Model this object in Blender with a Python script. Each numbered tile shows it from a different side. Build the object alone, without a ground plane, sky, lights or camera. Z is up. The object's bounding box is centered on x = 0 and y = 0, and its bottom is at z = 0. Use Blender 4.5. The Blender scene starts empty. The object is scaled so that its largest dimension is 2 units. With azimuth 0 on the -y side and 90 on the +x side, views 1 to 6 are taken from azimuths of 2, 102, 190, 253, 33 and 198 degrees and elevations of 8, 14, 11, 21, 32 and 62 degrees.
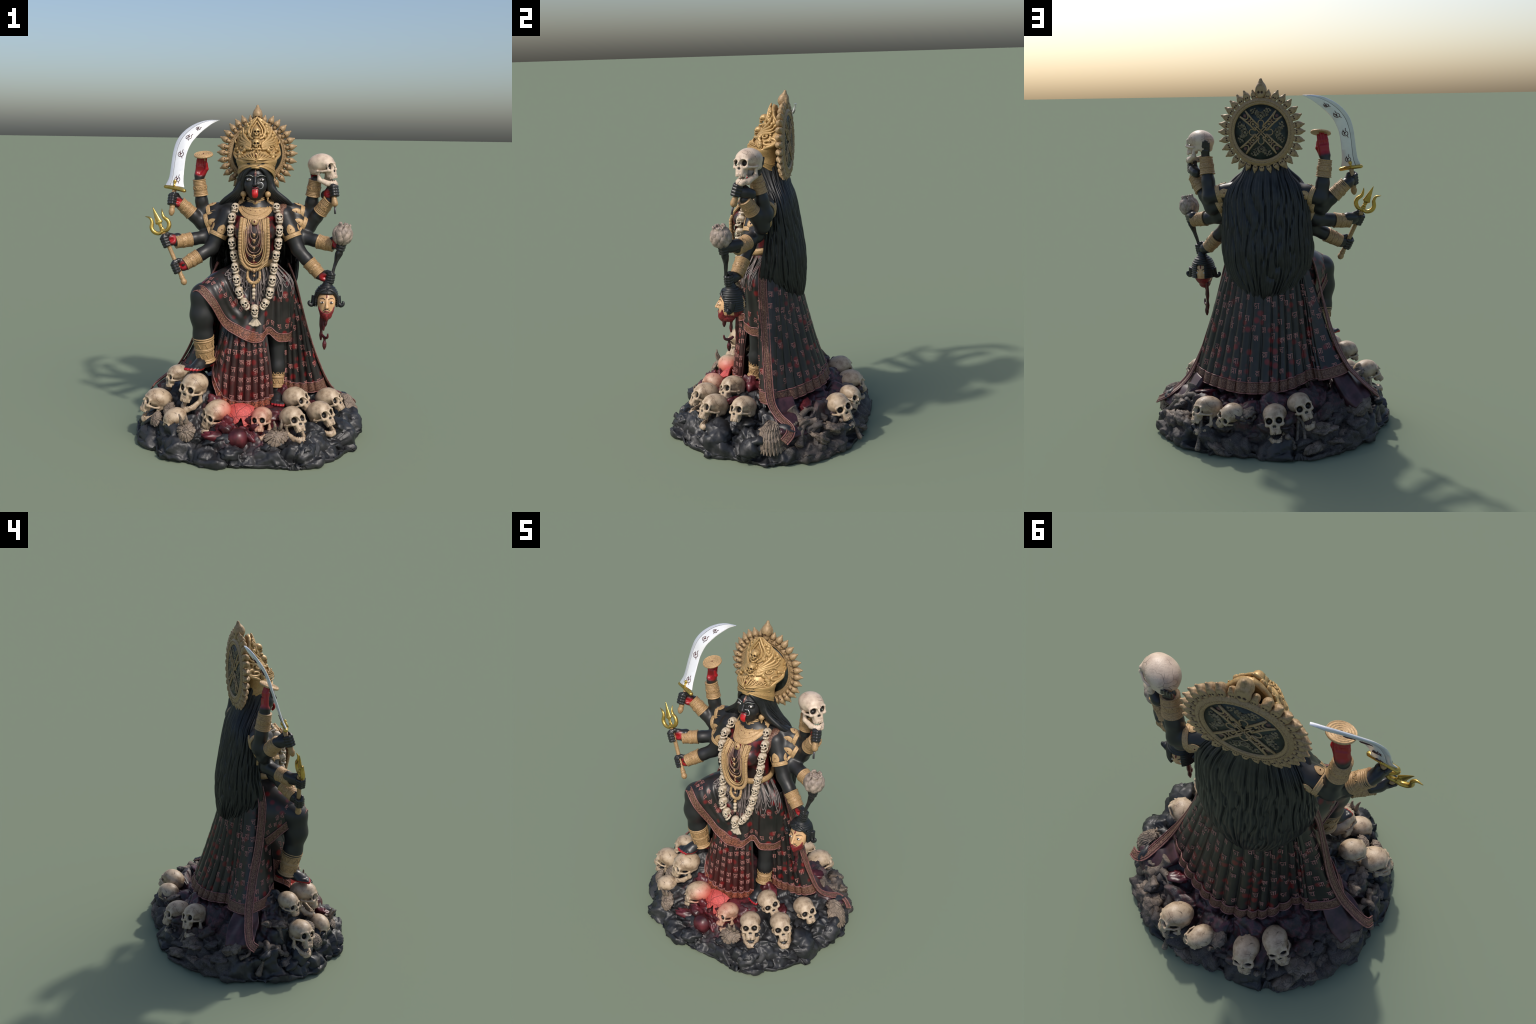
# Eight-armed black goddess statue on a mound of skulls.
# Everything is modelled here: signed-distance bodies meshed by surface nets, lofted cloth,
# swept tubes, lathes and instanced repeats; every material is procedural.
import bpy, math, random
import numpy as np
from mathutils import Vector, Matrix
from mathutils.bvhtree import BVHTree

rng = np.random.default_rng(7)
random.seed(7)
A = np.array


# ------------------------------------------------------------------ noise
def _hash(i, j, k, seed):
    h = (i.astype(np.int64) * 374761393 + j.astype(np.int64) * 668265263 +
         k.astype(np.int64) * 2147483647 + seed * 974711) & 0xFFFFFFFF
    h = ((h ^ (h >> 13)) * 1274126177) & 0xFFFFFFFF
    h = (h ^ (h >> 16)) & 0xFFFFFFFF
    return h / 4294967295.0


def vnoise(P, freq, seed=0):
    """smooth value noise in -1..1"""
    Q = np.asarray(P, float) * freq
    I = np.floor(Q)
    f = Q - I
    f = f * f * f * (f * (f * 6 - 15) + 10)
    I = I.astype(np.int64)
    out = 0
    for a in (0, 1):
        for b in (0, 1):
            for c in (0, 1):
                w = (f[:, 0] if a else 1 - f[:, 0]) * (f[:, 1] if b else 1 - f[:, 1]) * (f[:, 2] if c else 1 - f[:, 2])
                out = out + w * _hash(I[:, 0] + a, I[:, 1] + b, I[:, 2] + c, seed)
    return out * 2 - 1


def fbm(P, freq, octaves=4, seed=0):
    o, a = 0, 1.0
    for k in range(octaves):
        o = o + a * vnoise(P, freq * 2 ** k, seed + k)
        a *= 0.5
    return o


def worley(P, freq, seed=0):
    """F1, F2, a random value of the nearest cell and the vector from its point"""
    Q = np.asarray(P, float) * freq
    I = np.floor(Q).astype(np.int64)
    f1 = np.full(len(Q), 9.0)
    f2 = np.full(len(Q), 9.0)
    cid = np.zeros(len(Q))
    vec = np.zeros((len(Q), 3))
    for a in (-1, 0, 1):
        for b in (-1, 0, 1):
            for c in (-1, 0, 1):
                i, j, k = I[:, 0] + a, I[:, 1] + b, I[:, 2] + c
                pt = np.stack([i + _hash(i, j, k, seed), j + _hash(i, j, k, seed + 1), k + _hash(i, j, k, seed + 2)], 1)
                d = np.linalg.norm(pt - Q, axis=1)
                r = _hash(i, j, k, seed + 3)
                n = d < f1
                f2 = np.where(n, f1, np.minimum(f2, d))
                cid = np.where(n, r, cid)
                vec = np.where(n[:, None], Q - pt, vec)
                f1 = np.where(n, d, f1)
    return f1, f2, cid, vec


# ------------------------------------------------------------------ distance fields
def sd_ell(P, c, r, R=None):
    p = P - A(c, float)
    if R is not None:
        p = p @ R
    r = A(r, float) * np.ones(3)
    k0 = np.linalg.norm(p / r, axis=1)
    k1 = np.linalg.norm(p / (r * r), axis=1) + 1e-9
    return k0 * (k0 - 1) / k1


def sd_cap(P, a, b, ra, rb=None):
    a, b = A(a, float), A(b, float)
    rb = ra if rb is None else rb
    d = b - a
    t = np.clip((P - a) @ d / (d @ d + 1e-12), 0, 1)
    return np.linalg.norm(P - a - t[:, None] * d, axis=1) - (ra + (rb - ra) * t)


def sd_box(P, c, h, r, R=None):
    p = P - A(c, float)
    if R is not None:
        p = p @ R
    q = np.abs(p) - (A(h, float) - r)
    return np.linalg.norm(np.maximum(q, 0), axis=1) + np.minimum(q.max(1), 0) - r


def smin(a, b, k):
    h = np.clip(0.5 + 0.5 * (b - a) / k, 0, 1)
    return b + (a - b) * h - k * h * (1 - h)


def smax(a, b, k):
    return -smin(-a, -b, k)


def chain(P, pts, rad, k=0.01):
    d = None
    for i in range(len(pts) - 1):
        e = sd_cap(P, pts[i], pts[i + 1], rad[i], rad[i + 1])
        d = e if d is None else smin(d, e, k)
    return d


def surface_nets(f, lo, hi, h):
    """mesh the zero level of f: one vertex in each crossing cell, one quad on each crossing edge"""
    lo, hi = A(lo, float), A(hi, float)
    n = np.ceil((hi - lo) / h).astype(int) + 1
    ax = [lo[i] + h * np.arange(n[i]) for i in range(3)]
    D = np.empty(n)
    yy, zz = np.meshgrid(ax[1], ax[2], indexing='ij')
    step = max(1, int(250000 / (n[1] * n[2])))
    for i in range(0, n[0], step):
        xs = ax[0][i:i + step]
        P = np.stack([np.repeat(xs, yy.size), np.tile(yy.ravel(), len(xs)), np.tile(zz.ravel(), len(xs))], 1)
        D[i:i + step] = f(P).reshape(len(xs), n[1], n[2])
    S = D < 0
    acc = np.zeros(tuple(n - 1) + (3,))
    cnt = np.zeros(tuple(n - 1))
    for axis in range(3):
        for o1 in (0, 1):
            for o2 in (0, 1):
                o = [0, 0, 0]
                oth = [i for i in range(3) if i != axis]
                o[oth[0]], o[oth[1]] = o1, o2
                s0 = tuple(slice(o[i], o[i] + n[i] - 1) for i in range(3))
                o[axis] = 1
                s1 = tuple(slice(o[i], o[i] + n[i] - 1) for i in range(3))
                d0, d1 = D[s0], D[s1]
                m = S[s0] != S[s1]
                t = d0[m] / (d0[m] - d1[m])
                add = np.zeros((m.sum(), 3))
                add[:, axis] = t
                add[:, oth[0]], add[:, oth[1]] = o1, o2
                acc[m] += add
                cnt[m] += 1
    cells = np.argwhere(cnt > 0)
    idx = np.full(tuple(n - 1), -1)
    idx[tuple(cells.T)] = np.arange(len(cells))
    V = lo + h * (cells + acc[tuple(cells.T)] / cnt[tuple(cells.T)][:, None])
    F = []
    for axis in range(3):
        u, v = (axis + 1) % 3, (axis + 2) % 3
        sl0, sl1 = [slice(None)] * 3, [slice(None)] * 3
        sl0[axis], sl1[axis] = slice(0, n[axis] - 1), slice(1, n[axis])
        a, b = S[tuple(sl0)], S[tuple(sl1)]
        for flip in (False, True):
            e = np.argwhere((a & ~b) if not flip else (~a & b))
            e = e[(e[:, u] > 0) & (e[:, v] > 0) & (e[:, u] < n[u] - 1) & (e[:, v] < n[v] - 1)]
            if not len(e):
                continue
            q = []
            for du, dv in ((1, 1), (0, 1), (0, 0), (1, 0)):
                c = e.copy()
                c[:, u] -= du
                c[:, v] -= dv
                q.append(idx[tuple(c.T)])
            q = np.stack(q, 1)
            F.append(q[:, ::-1] if flip else q)
    F = np.concatenate(F)
    return V, F[(F >= 0).all(1)]


def smooth_verts(V, F, it=1, lam=0.5):
    E = np.concatenate([F[:, [0, 1]], F[:, [1, 2]], F[:, [2, 3]], F[:, [3, 0]]])
    for _ in range(it):
        s = np.zeros_like(V)
        c = np.zeros(len(V))
        for a, b in ((0, 1), (1, 0)):
            np.add.at(s, E[:, a], V[E[:, b]])
            np.add.at(c, E[:, a], 1)
        V = V + lam * (s / np.maximum(c, 1)[:, None] - V)
    return V


# ------------------------------------------------------------------ curves
def crom(C, n):
    """Catmull-Rom through control points C (K x ...), resampled to n points"""
    C = np.asarray(C, float)
    K = len(C)
    Cp = np.concatenate([[2 * C[0] - C[1]], C, [2 * C[-1] - C[-2]]])
    t = np.linspace(0, K - 1, n)
    i = np.minimum(t.astype(int), K - 2)
    f = (t - i).reshape((-1,) + (1,) * (C.ndim - 1))
    p0, p1, p2, p3 = Cp[i], Cp[i + 1], Cp[i + 2], Cp[i + 3]
    return 0.5 * (2 * p1 + (p2 - p0) * f + (2 * p0 - 5 * p1 + 4 * p2 - p3) * f ** 2 + (3 * p1 - p0 - 3 * p2 + p3) * f ** 3)


def even(C, n):
    """points evenly spaced by length on a Catmull-Rom curve"""
    D = crom(C, 400)
    s = np.concatenate([[0], np.cumsum(np.linalg.norm(np.diff(D, axis=0), axis=1))])
    t = np.linspace(0, s[-1], n)
    return np.stack([np.interp(t, s, D[:, i]) for i in range(D.shape[1])], 1)


def unit(v):
    v = np.asarray(v, float)
    return v / (np.linalg.norm(v, axis=-1, keepdims=True) + 1e-12)


def frame(o, z, xhint=(1, 0, 0), s=1.0):
    """matrix with local z along z and local x near xhint"""
    z = unit(z)
    x = A(xhint, float)
    x = unit(x - z * (x @ z))
    y = np.cross(z, x)
    M = Matrix.Identity(4)
    for i in range(3):
        M[i][0], M[i][1], M[i][2], M[i][3] = x[i] * s, y[i] * s, z[i] * s, o[i]
    return M


def xf(M, V):
    N = A([list(r) for r in M])
    return np.asarray(V) @ N[:3, :3].T + N[:3, 3]


# ------------------------------------------------------------------ geometry gatherer
class Geo:
    def __init__(s):
        s.V, s.F, s.m, s.n = [], [], [], 0

    def add(s, V, F, mi=0):
        V = np.asarray(V, float)
        s.V.append(V)
        for f in F:
            s.F.append([int(i) + s.n for i in f])
        s.m += [mi] * len(F)
        s.n += len(V)
        return s

    def tube(s, path, r, seg=8, mi=0, flat=None, up=None, caps=True, closed=False):
        """sweep a circle (or a flat oval) of radius r along path"""
        P = np.asarray(path, float)
        n = len(P)
        r = np.ones(n) * r if np.isscalar(r) else np.asarray(r, float)
        T = unit(np.gradient(P, axis=0)) if not closed else unit(np.roll(P, -1, 0) - np.roll(P, 1, 0))
        N = np.zeros_like(P)
        if up is not None:
            U = np.asarray(up, float) * np.ones((n, 3))
            N = unit(U - T * (U * T).sum(1)[:, None])
        else:
            u = A([0, 0, 1.0]) if abs(T[0][2]) < 0.9 else A([1.0, 0, 0])
            for i in range(n):
                u = unit(u - T[i] * (u @ T[i]))
                N[i] = u
        B = np.cross(T, N)
        a = np.linspace(0, 2 * np.pi, seg, endpoint=False)
        fl = 1.0 if flat is None else flat
        V = P[:, None] + r[:, None, None] * (np.cos(a)[None, :, None] * N[:, None] * fl + np.sin(a)[None, :, None] * B[:, None])
        F = []
        m = n if closed else n - 1
        for i in range(m):
            for j in range(seg):
                F.append((i * seg + j, i * seg + (j + 1) % seg, ((i + 1) % n) * seg + (j + 1) % seg, ((i + 1) % n) * seg + j))
        F = [f[::-1] for f in F]
        if caps and not closed:
            F.append(tuple(range(seg)))
            F.append(tuple(range((n - 1) * seg, n * seg))[::-1])
        return s.add(V.reshape(-1, 3), F, mi)

    def lathe(s, prof, M=None, seg=32, mi=0, wob=None):
        """turn a profile of (radius, height) about local z"""
        prof = np.asarray(prof, float)
        a = np.linspace(0, 2 * np.pi, seg, endpoint=False)
        V = np.stack([prof[:, 0][:, None] * np.cos(a), prof[:, 0][:, None] * np.sin(a), prof[:, 1][:, None] * np.ones(seg)], 2)
        V = V.reshape(-1, 3)
        F = []
        for i in range(len(prof) - 1):
            for j in range(seg):
                F.append((i * seg + j, i * seg + (j + 1) % seg, (i + 1) * seg + (j + 1) % seg, (i + 1) * seg + j))
        F.append(tuple(range(seg))[::-1])
        F.append(tuple(range((len(prof) - 1) * seg, len(prof) * seg)))
        if M is not None:
            V = xf(M, V)
        return s.add(V, F, mi)

    def ball(s, c, r, M=None, seg=12, mi=0):
        k = max(5, seg // 2)
        t = np.linspace(0.02, np.pi - 0.02, k + 1)
        r = A(r, float) * np.ones(3)
        a = np.linspace(0, 2 * np.pi, seg, endpoint=False)
        V = np.stack([np.sin(t)[:, None] * np.cos(a), np.sin(t)[:, None] * np.sin(a), -np.cos(t)[:, None] * np.ones(seg)], 2).reshape(-1, 3) * r
        if M is not None:
            V = xf(M, V)
        V = V + A(c, float)
        F = []
        for i in range(k):
            for j in range(seg):
                F.append((i * seg + j, i * seg + (j + 1) % seg, (i + 1) * seg + (j + 1) % seg, (i + 1) * seg + j))
        F.append(tuple(range(seg))[::-1])
        F.append(tuple(range(k * seg, (k + 1) * seg)))
        return s.add(V, F, mi)

    def sheet(s, P, thick, mi=0, flip=False):
        """closed slab on a grid of points P[nu,nv,3]; thick may be an array"""
        nu, nv = P.shape[:2]
        N = grid_normals(P)
        if flip:
            N = -N
        Q = P - N * (thick[..., None] if isinstance(thick, np.ndarray) else thick)
        V = np.concatenate([P.reshape(-1, 3), Q.reshape(-1, 3)])
        F = []
        o = nu * nv
        g = lambda i, j: i * nv + j
        for i in range(nu - 1):
            for j in range(nv - 1):
                q = (g(i, j), g(i + 1, j), g(i + 1, j + 1), g(i, j + 1))
                F.append(q)
                F.append(tuple(o + k for k in q[::-1]))
        rim = [g(i, 0) for i in range(nu)] + [g(nu - 1, j) for j in range(1, nv)] + \
              [g(i, nv - 1) for i in range(nu - 2, -1, -1)] + [g(0, j) for j in range(nv - 2, 0, -1)]
        for a, b in zip(rim, rim[1:] + rim[:1]):
            F.append((a, a + o, b + o, b))
        if flip:
            F = [f[::-1] for f in F]
        return s.add(V, F, mi)

    def obj(s, name, mats, parent, smooth=True, angle=None):
        me = bpy.data.meshes.new(name)
        me.from_pydata(np.concatenate(s.V).tolist(), [], s.F)
        mats = mats if isinstance(mats, (list, tuple)) else [mats]
        for m in mats:
            me.materials.append(m)
        if len(mats) > 1:
            me.polygons.foreach_set('material_index', s.m)
        return place(me, name, parent, smooth, angle)


def grid_normals(P):
    return unit(np.cross(np.gradient(P, axis=0), np.gradient(P, axis=1)))


def place(me, name, parent, smooth=True, angle=None):
    me.polygons.foreach_set('use_smooth', [smooth] * len(me.polygons))
    if smooth and angle:
        me.set_sharp_from_angle(angle=math.radians(angle))
    me.update()
    o = bpy.data.objects.new(name, me)
    bpy.context.scene.collection.objects.link(o)
    o.parent = parent
    return o


def mesh_obj(name, V, F, mats, parent, smooth=True, mi=None, angle=None):
    me = bpy.data.meshes.new(name)
    me.from_pydata(np.asarray(V).tolist(), [], np.asarray(F).tolist() if isinstance(F, np.ndarray) else F)
    mats = mats if isinstance(mats, (list, tuple)) else [mats]
    for m in mats:
        me.materials.append(m)
    if mi is not None:
        me.polygons.foreach_set('material_index', np.asarray(mi, np.int32))
    return place(me, name, parent, smooth, angle)


def instance(src, name, M, parent, mats=None):
    o = bpy.data.objects.new(name, src)
    bpy.context.scene.collection.objects.link(o)
    o.parent = parent
    o.matrix_local = M
    return o


def empty(name, parent=None):
    o = bpy.data.objects.new(name, None)
    bpy.context.scene.collection.objects.link(o)
    o.parent = parent
    return o


def vnormals(V, F):
    n = np.cross(V[F[:, 2]] - V[F[:, 0]], V[F[:, 3]] - V[F[:, 1]])
    N = np.zeros_like(V)
    for i in range(4):
        np.add.at(N, F[:, i], n)
    return unit(N)


def split_body(V, F, region, names, mats, parent):
    """cut one smooth surface into named parts that keep the whole body's normals"""
    N = vnormals(V, F)
    out = {}
    for r, nm in enumerate(names):
        f = F[region == r]
        if not len(f):
            continue
        used, inv = np.unique(f, return_inverse=True)
        o = mesh_obj(nm, V[used], inv.reshape(-1, 4), mats[r], parent)
        o.data.normals_split_custom_set_from_vertices(N[used].tolist())
        out[r] = o
    return out


# ------------------------------------------------------------------ materials
class NT:
    def __init__(s, name):
        s.m = bpy.data.materials.new(name)
        s.m.use_nodes = True
        s.t = s.m.node_tree
        s.t.nodes.clear()
        s.out = s.t.nodes.new('ShaderNodeOutputMaterial')
        s.b = s.t.nodes.new('ShaderNodeBsdfPrincipled')
        s.t.links.new(s.b.outputs[0], s.out.inputs[0])
        s.tc = s.t.nodes.new('ShaderNodeTexCoord').outputs['Object']
        s.pos = s.t.nodes.new('ShaderNodeNewGeometry').outputs['Position']

    def set(s, inp, v):
        if hasattr(v, 'is_linked'):
            s.t.links.new(v, inp)
        elif isinstance(v, (tuple, list)) and len(v) == 3 and inp.type == 'RGBA':
            inp.default_value = (*v, 1)
        else:
            inp.default_value = v

    def p(s, **k):
        for n, v in k.items():
            s.set(s.b.inputs[n.replace('_', ' ')], v)

    def noise(s, scale, detail=3, vec=None, rough=0.55, dist=0.0):
        n = s.t.nodes.new('ShaderNodeTexNoise')
        s.t.links.new(vec or s.tc, n.inputs['Vector'])
        n.inputs['Scale'].default_value = scale
        n.inputs['Detail'].default_value = detail
        n.inputs['Roughness'].default_value = rough
        n.inputs['Distortion'].default_value = dist
        return n.outputs['Fac']

    def voro(s, scale, feature='F1', vec=None, rand=1.0, out='Distance'):
        n = s.t.nodes.new('ShaderNodeTexVoronoi')
        n.feature = feature
        s.t.links.new(vec or s.tc, n.inputs['Vector'])
        n.inputs['Scale'].default_value = scale
        n.inputs['Randomness'].default_value = rand
        return n.outputs[out]

    def math(s, op, a, b=0.0, c=0.0, clamp=False):
        n = s.t.nodes.new('ShaderNodeMath')
        n.operation = op
        n.use_clamp = clamp
        for i, v in enumerate((a, b, c)):
            s.set(n.inputs[i], v)
        return n.outputs[0]

    def step(s, v, lo, hi):
        """smooth 0..1 ramp of v between lo and hi (either way round)"""
        n = s.t.nodes.new('ShaderNodeMapRange')
        n.interpolation_type = 'SMOOTHSTEP'
        flip = lo > hi
        s.set(n.inputs[0], v)
        n.inputs[1].default_value, n.inputs[2].default_value = (hi, lo) if flip else (lo, hi)
        n.inputs[3].default_value, n.inputs[4].default_value = (1, 0) if flip else (0, 1)
        return n.outputs[0]

    def mix(s, f, a, b):
        n = s.t.nodes.new('ShaderNodeMix')
        n.data_type = 'RGBA'
        s.set(n.inputs[0], f)
        s.set(n.inputs[6], a)
        s.set(n.inputs[7], b)
        return n.outputs[2]

    def vmath(s, op, a, b):
        n = s.t.nodes.new('ShaderNodeVectorMath')
        n.operation = op
        s.set(n.inputs[0], a)
        s.set(n.inputs[1], b)
        return n.outputs['Value'] if op in ('DISTANCE', 'LENGTH', 'DOT_PRODUCT') else n.outputs[0]

    def sep(s, v, i):
        n = s.t.nodes.new('ShaderNodeSeparateXYZ')
        s.t.links.new(v, n.inputs[0])
        return n.outputs[i]

    def near(s, c, r0, r1, stretch=(1, 1, 1), wob=0.0):
        """1 inside r0 of world point c fading to 0 at r1"""
        d = s.vmath('SUBTRACT', s.pos, tuple(c))
        d = s.vmath('MULTIPLY', d, tuple(stretch))
        d = s.vmath('LENGTH', d, (0, 0, 0))
        if wob:
            d = s.math('ADD', d, s.math('MULTIPLY', s.math('SUBTRACT', s.noise(14, 3, s.pos), 0.5), wob))
        return s.step(d, r1, r0)

    def bump(s, h, strength=0.3, dist=0.002):
        n = s.t.nodes.new('ShaderNodeBump')
        n.inputs['Strength'].default_value = strength
        n.inputs['Distance'].default_value = dist
        s.t.links.new(h, n.inputs['Height'])
        s.t.links.new(n.outputs[0], s.b.inputs['Normal'])


def plain(name, col, rough=0.5, metal=0.0, var=0.15, scale=25, bump=0.0, bscale=200, dark=None):
    """one colour with gentle mottling and fine grain"""
    t = NT(name)
    d = dark or tuple(c * (1 - 2 * var) for c in col)
    l = tuple(min(1, c * (1 + var)) for c in col)
    t.p(Base_Color=t.mix(t.step(t.noise(scale, 4), 0.3, 0.7), d, l), Roughness=rough, Metallic=metal)
    if bump:
        t.bump(t.noise(bscale, 3), bump, 0.001)
    return t.m


FOCUS = (-0.03, -0.30, 0.2)      # middle of the front, centre of the painted red glow

# gold paint: tan with darker grain in the tooling
def gold_mat(name, col, dark, rough=0.42, metal=0.25, scale=160, bump=0.35, amount=0.55, skull=False):
    t = NT(name)
    n = t.noise(scale, 4, rough=0.65)
    big = t.noise(18, 3)
    c = t.mix(t.math('MULTIPLY', t.step(n, 0.56, 0.36), amount), col, dark)
    c = t.mix(t.math('MULTIPLY', t.step(big, 0.5, 0.75), 0.35), c, tuple(min(1, x * 1.25) for x in col))
    if skull:
        c = hollows(t, c, (0.03, 0.014, 0.008))
    t.p(Base_Color=c, Roughness=rough, Metallic=metal)
    t.bump(n, bump, 0.0012)
    return t.m


M_GOLD = gold_mat('crown_gold', (0.48, 0.31, 0.125), (0.19, 0.105, 0.038), bump=0.2, amount=0.4)
M_GOLDPALE = gold_mat('pale_gold', (0.50, 0.325, 0.155), (0.20, 0.115, 0.05), rough=0.5, metal=0.1)
M_BANGLE = gold_mat('bangle_gold', (0.42, 0.265, 0.125), (0.16, 0.088, 0.036), rough=0.5, metal=0.1)
M_BRASS = plain('polished_brass', (0.58, 0.40, 0.10), 0.26, 0.85, 0.1, 20)
M_HALO = gold_mat('halo_gold', (0.38, 0.255, 0.13), (0.16, 0.095, 0.045), rough=0.5, metal=0.15)
M_ROSE = plain('rose_chain', (0.33, 0.20, 0.155), 0.4, 0.3, 0.2, 60)
M_SILVER = plain('silver', (0.55, 0.55, 0.55), 0.3, 0.7, 0.1)
M_STRAND = plain('grey_strand', (0.21, 0.175, 0.165), 0.45, 0.1, 0.25, 40)
M_RUBY = plain('ruby', (0.09, 0.008, 0.012), 0.2, 0.0, 0.2)
M_SKIN = plain('black_skin', (0.0165, 0.0168, 0.0175), 0.43, 0.0, 0.12, 12)
M_HAIR = plain('black_hair', (0.0125, 0.0140, 0.0150), 0.42, 0.0, 0.2, 30)
M_DARKHOLE = plain('dark_hollow', (0.012, 0.009, 0.008), 0.7, 0.0, 0.2)
M_WHITE = plain('eye_white', (0.62, 0.6, 0.57), 0.3, 0.0, 0.05)
M_IRIS = plain('iris_brown', (0.03, 0.012, 0.012), 0.25, 0.0, 0.1)
M_RED = plain('blood_red', (0.50, 0.012, 0.014), 0.35, 0.0, 0.15, 40)
M_DKRED = plain('dark_blood', (0.085, 0.010, 0.014), 0.33, 0.0, 0.25, 30)
M_LIP = plain('lip_red', (0.20, 0.02, 0.025), 0.35, 0.0, 0.1)
M_BROW = plain('brow_grey', (0.36, 0.38, 0.35), 0.5, 0.0, 0.1)
M_BLADE = plain('white_blade', (0.83, 0.84, 0.86), 0.22, 0.15, 0.02)
M_BEVEL = plain('blade_bevel', (0.66, 0.68, 0.72), 0.25, 0.3, 0.02)
M_RUNE = plain('rune_maroon', (0.075, 0.014, 0.020), 0.5)
M_HALODARK = plain('halo_field', (0.020, 0.030, 0.028), 0.5, 0.0, 0.3, 30)
M_HALOLEAF = plain('halo_leaf', (0.175, 0.135, 0.080), 0.55, 0.0, 0.35, 60)
M_HALORED = plain('halo_enamel', (0.12, 0.05, 0.045), 0.5, 0.0, 0.3, 60)
M_GLYPH = plain('glyph_pink', (0.38, 0.165, 0.145), 0.55, 0.0, 0.2, 60)
M_FACE2 = plain('pale_face', (0.66, 0.40, 0.20), 0.4, 0.0, 0.12, 14)
M_INK = plain('ink_line', (0.02, 0.012, 0.01), 0.5)
M_BEARD = plain('red_beard', (0.22, 0.014, 0.018), 0.5, 0.0, 0.3, 90, 0.5, 160)
M_STEEL = plain('dark_steel', (0.10, 0.095, 0.10), 0.35, 0.4, 0.2)


def hollows(t, c, dark=(0.010, 0.008, 0.007)):
    """eye sockets and nose hole of the unit skull are coloured near-black inside"""
    q = t.vmath('ABSOLUTE', t.tc, (0, 0, 0))
    p = t.t.nodes.new('ShaderNodeCombineXYZ')
    t.set(p.inputs[0], t.sep(q, 0))
    t.set(p.inputs[1], t.sep(t.tc, 1))
    t.set(p.inputs[2], t.sep(t.tc, 2))
    d = t.vmath('LENGTH', t.vmath('MULTIPLY', t.vmath('SUBTRACT', p.outputs[0], (0.160, -0.345, -0.115)), (8.6, 7.6, 8.8)), (0, 0, 0))
    e = t.vmath('LENGTH', t.vmath('MULTIPLY', t.vmath('SUBTRACT', p.outputs[0], (0.022, -0.425, -0.285)), (16, 18, 11)), (0, 0, 0))
    return t.mix(t.math('MAXIMUM', t.step(d, 1.12, 0.86), t.step(e, 1.15, 0.8)), c, dark)


def bone_mat(name, col, dark, crack=6.0):
    t = NT(name)
    c = t.mix(t.step(t.noise(4, 5, rough=0.6), 0.38, 0.72), col, dark)
    c = t.mix(t.math('MULTIPLY', t.step(t.noise(28, 3), 0.5, 0.75), 0.25), c, dark)
    # hairline cracks: edges of large distorted cells, kept only in some places
    w = t.vmath('ADD', t.tc, t.vmath('MULTIPLY', t.voro(3.0, 'SMOOTH_F1', out='Color'), (0.3, 0.3, 0.3)))
    e = t.voro(crack * 0.35, 'DISTANCE_TO_EDGE', w)
    keep = t.step(t.noise(2.2, 1), 0.50, 0.58)
    ck = t.math('MULTIPLY', t.step(e, 0.022, 0.004), keep)
    c = t.mix(t.math('MULTIPLY', ck, 0.8), c, (0.07, 0.045, 0.03))
    # baked red glow, painted like a stain around the middle of the front
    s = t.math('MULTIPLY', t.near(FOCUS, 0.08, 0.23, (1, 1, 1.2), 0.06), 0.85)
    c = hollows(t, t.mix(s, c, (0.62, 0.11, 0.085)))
    t.p(Base_Color=c, Roughness=0.42)
    t.bump(t.math('SUBTRACT', t.noise(30, 3), ck), 0.12, 0.02)
    return t.m


M_GOLDSKULL = gold_mat('skull_gold', (0.48, 0.31, 0.125), (0.19, 0.105, 0.038), scale=6, bump=0.1, skull=True)
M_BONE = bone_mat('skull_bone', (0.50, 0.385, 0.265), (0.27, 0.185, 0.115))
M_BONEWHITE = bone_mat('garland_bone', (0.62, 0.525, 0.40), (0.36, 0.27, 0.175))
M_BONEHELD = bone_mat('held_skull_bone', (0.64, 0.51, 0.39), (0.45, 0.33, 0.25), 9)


def cracked(name, col, dark, scale=28, red=True):
    """grey-brown bone debris with a web of fine cracks"""
    t = NT(name)
    w = t.vmath('ADD', t.pos, t.vmath('MULTIPLY', t.voro(20, 'SMOOTH_F1', t.pos, out='Color'), (0.02, 0.02, 0.02)))
    e = t.voro(scale, 'DISTANCE_TO_EDGE', w)
    f = t.voro(scale * 4, 'DISTANCE_TO_EDGE', w)
    ck = t.math('MAXIMUM', t.step(e, 0.05, 0.01), t.math('MULTIPLY', t.step(f, 0.10, 0.02), 0.45))
    c = t.mix(t.step(t.noise(20, 4, t.pos), 0.35, 0.7), dark, col)
    c = t.mix(t.math('MULTIPLY', ck, 0.7), c, tuple(x * 0.2 for x in dark))
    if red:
        c = t.mix(t.math('MULTIPLY', t.near(FOCUS, 0.06, 0.2, (1, 1, 1), 0.06), 0.8), c, (0.55, 0.08, 0.07))  # same red glow put into the debris colour
    t.p(Base_Color=c, Roughness=0.6)
    t.bump(t.math('SUBTRACT', 1.0, ck), 0.5, 0.003)
    return t.m


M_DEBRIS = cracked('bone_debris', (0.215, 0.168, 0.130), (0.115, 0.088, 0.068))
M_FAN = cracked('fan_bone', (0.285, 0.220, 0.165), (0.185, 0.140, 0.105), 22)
M_REDSHARD = cracked('red_shard', (0.62, 0.095, 0.085), (0.46, 0.06, 0.05), 17, False)
M_CRIMSON = plain('crimson_stone', (0.105, 0.017, 0.023), 0.36, 0.0, 0.35, 12)


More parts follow.
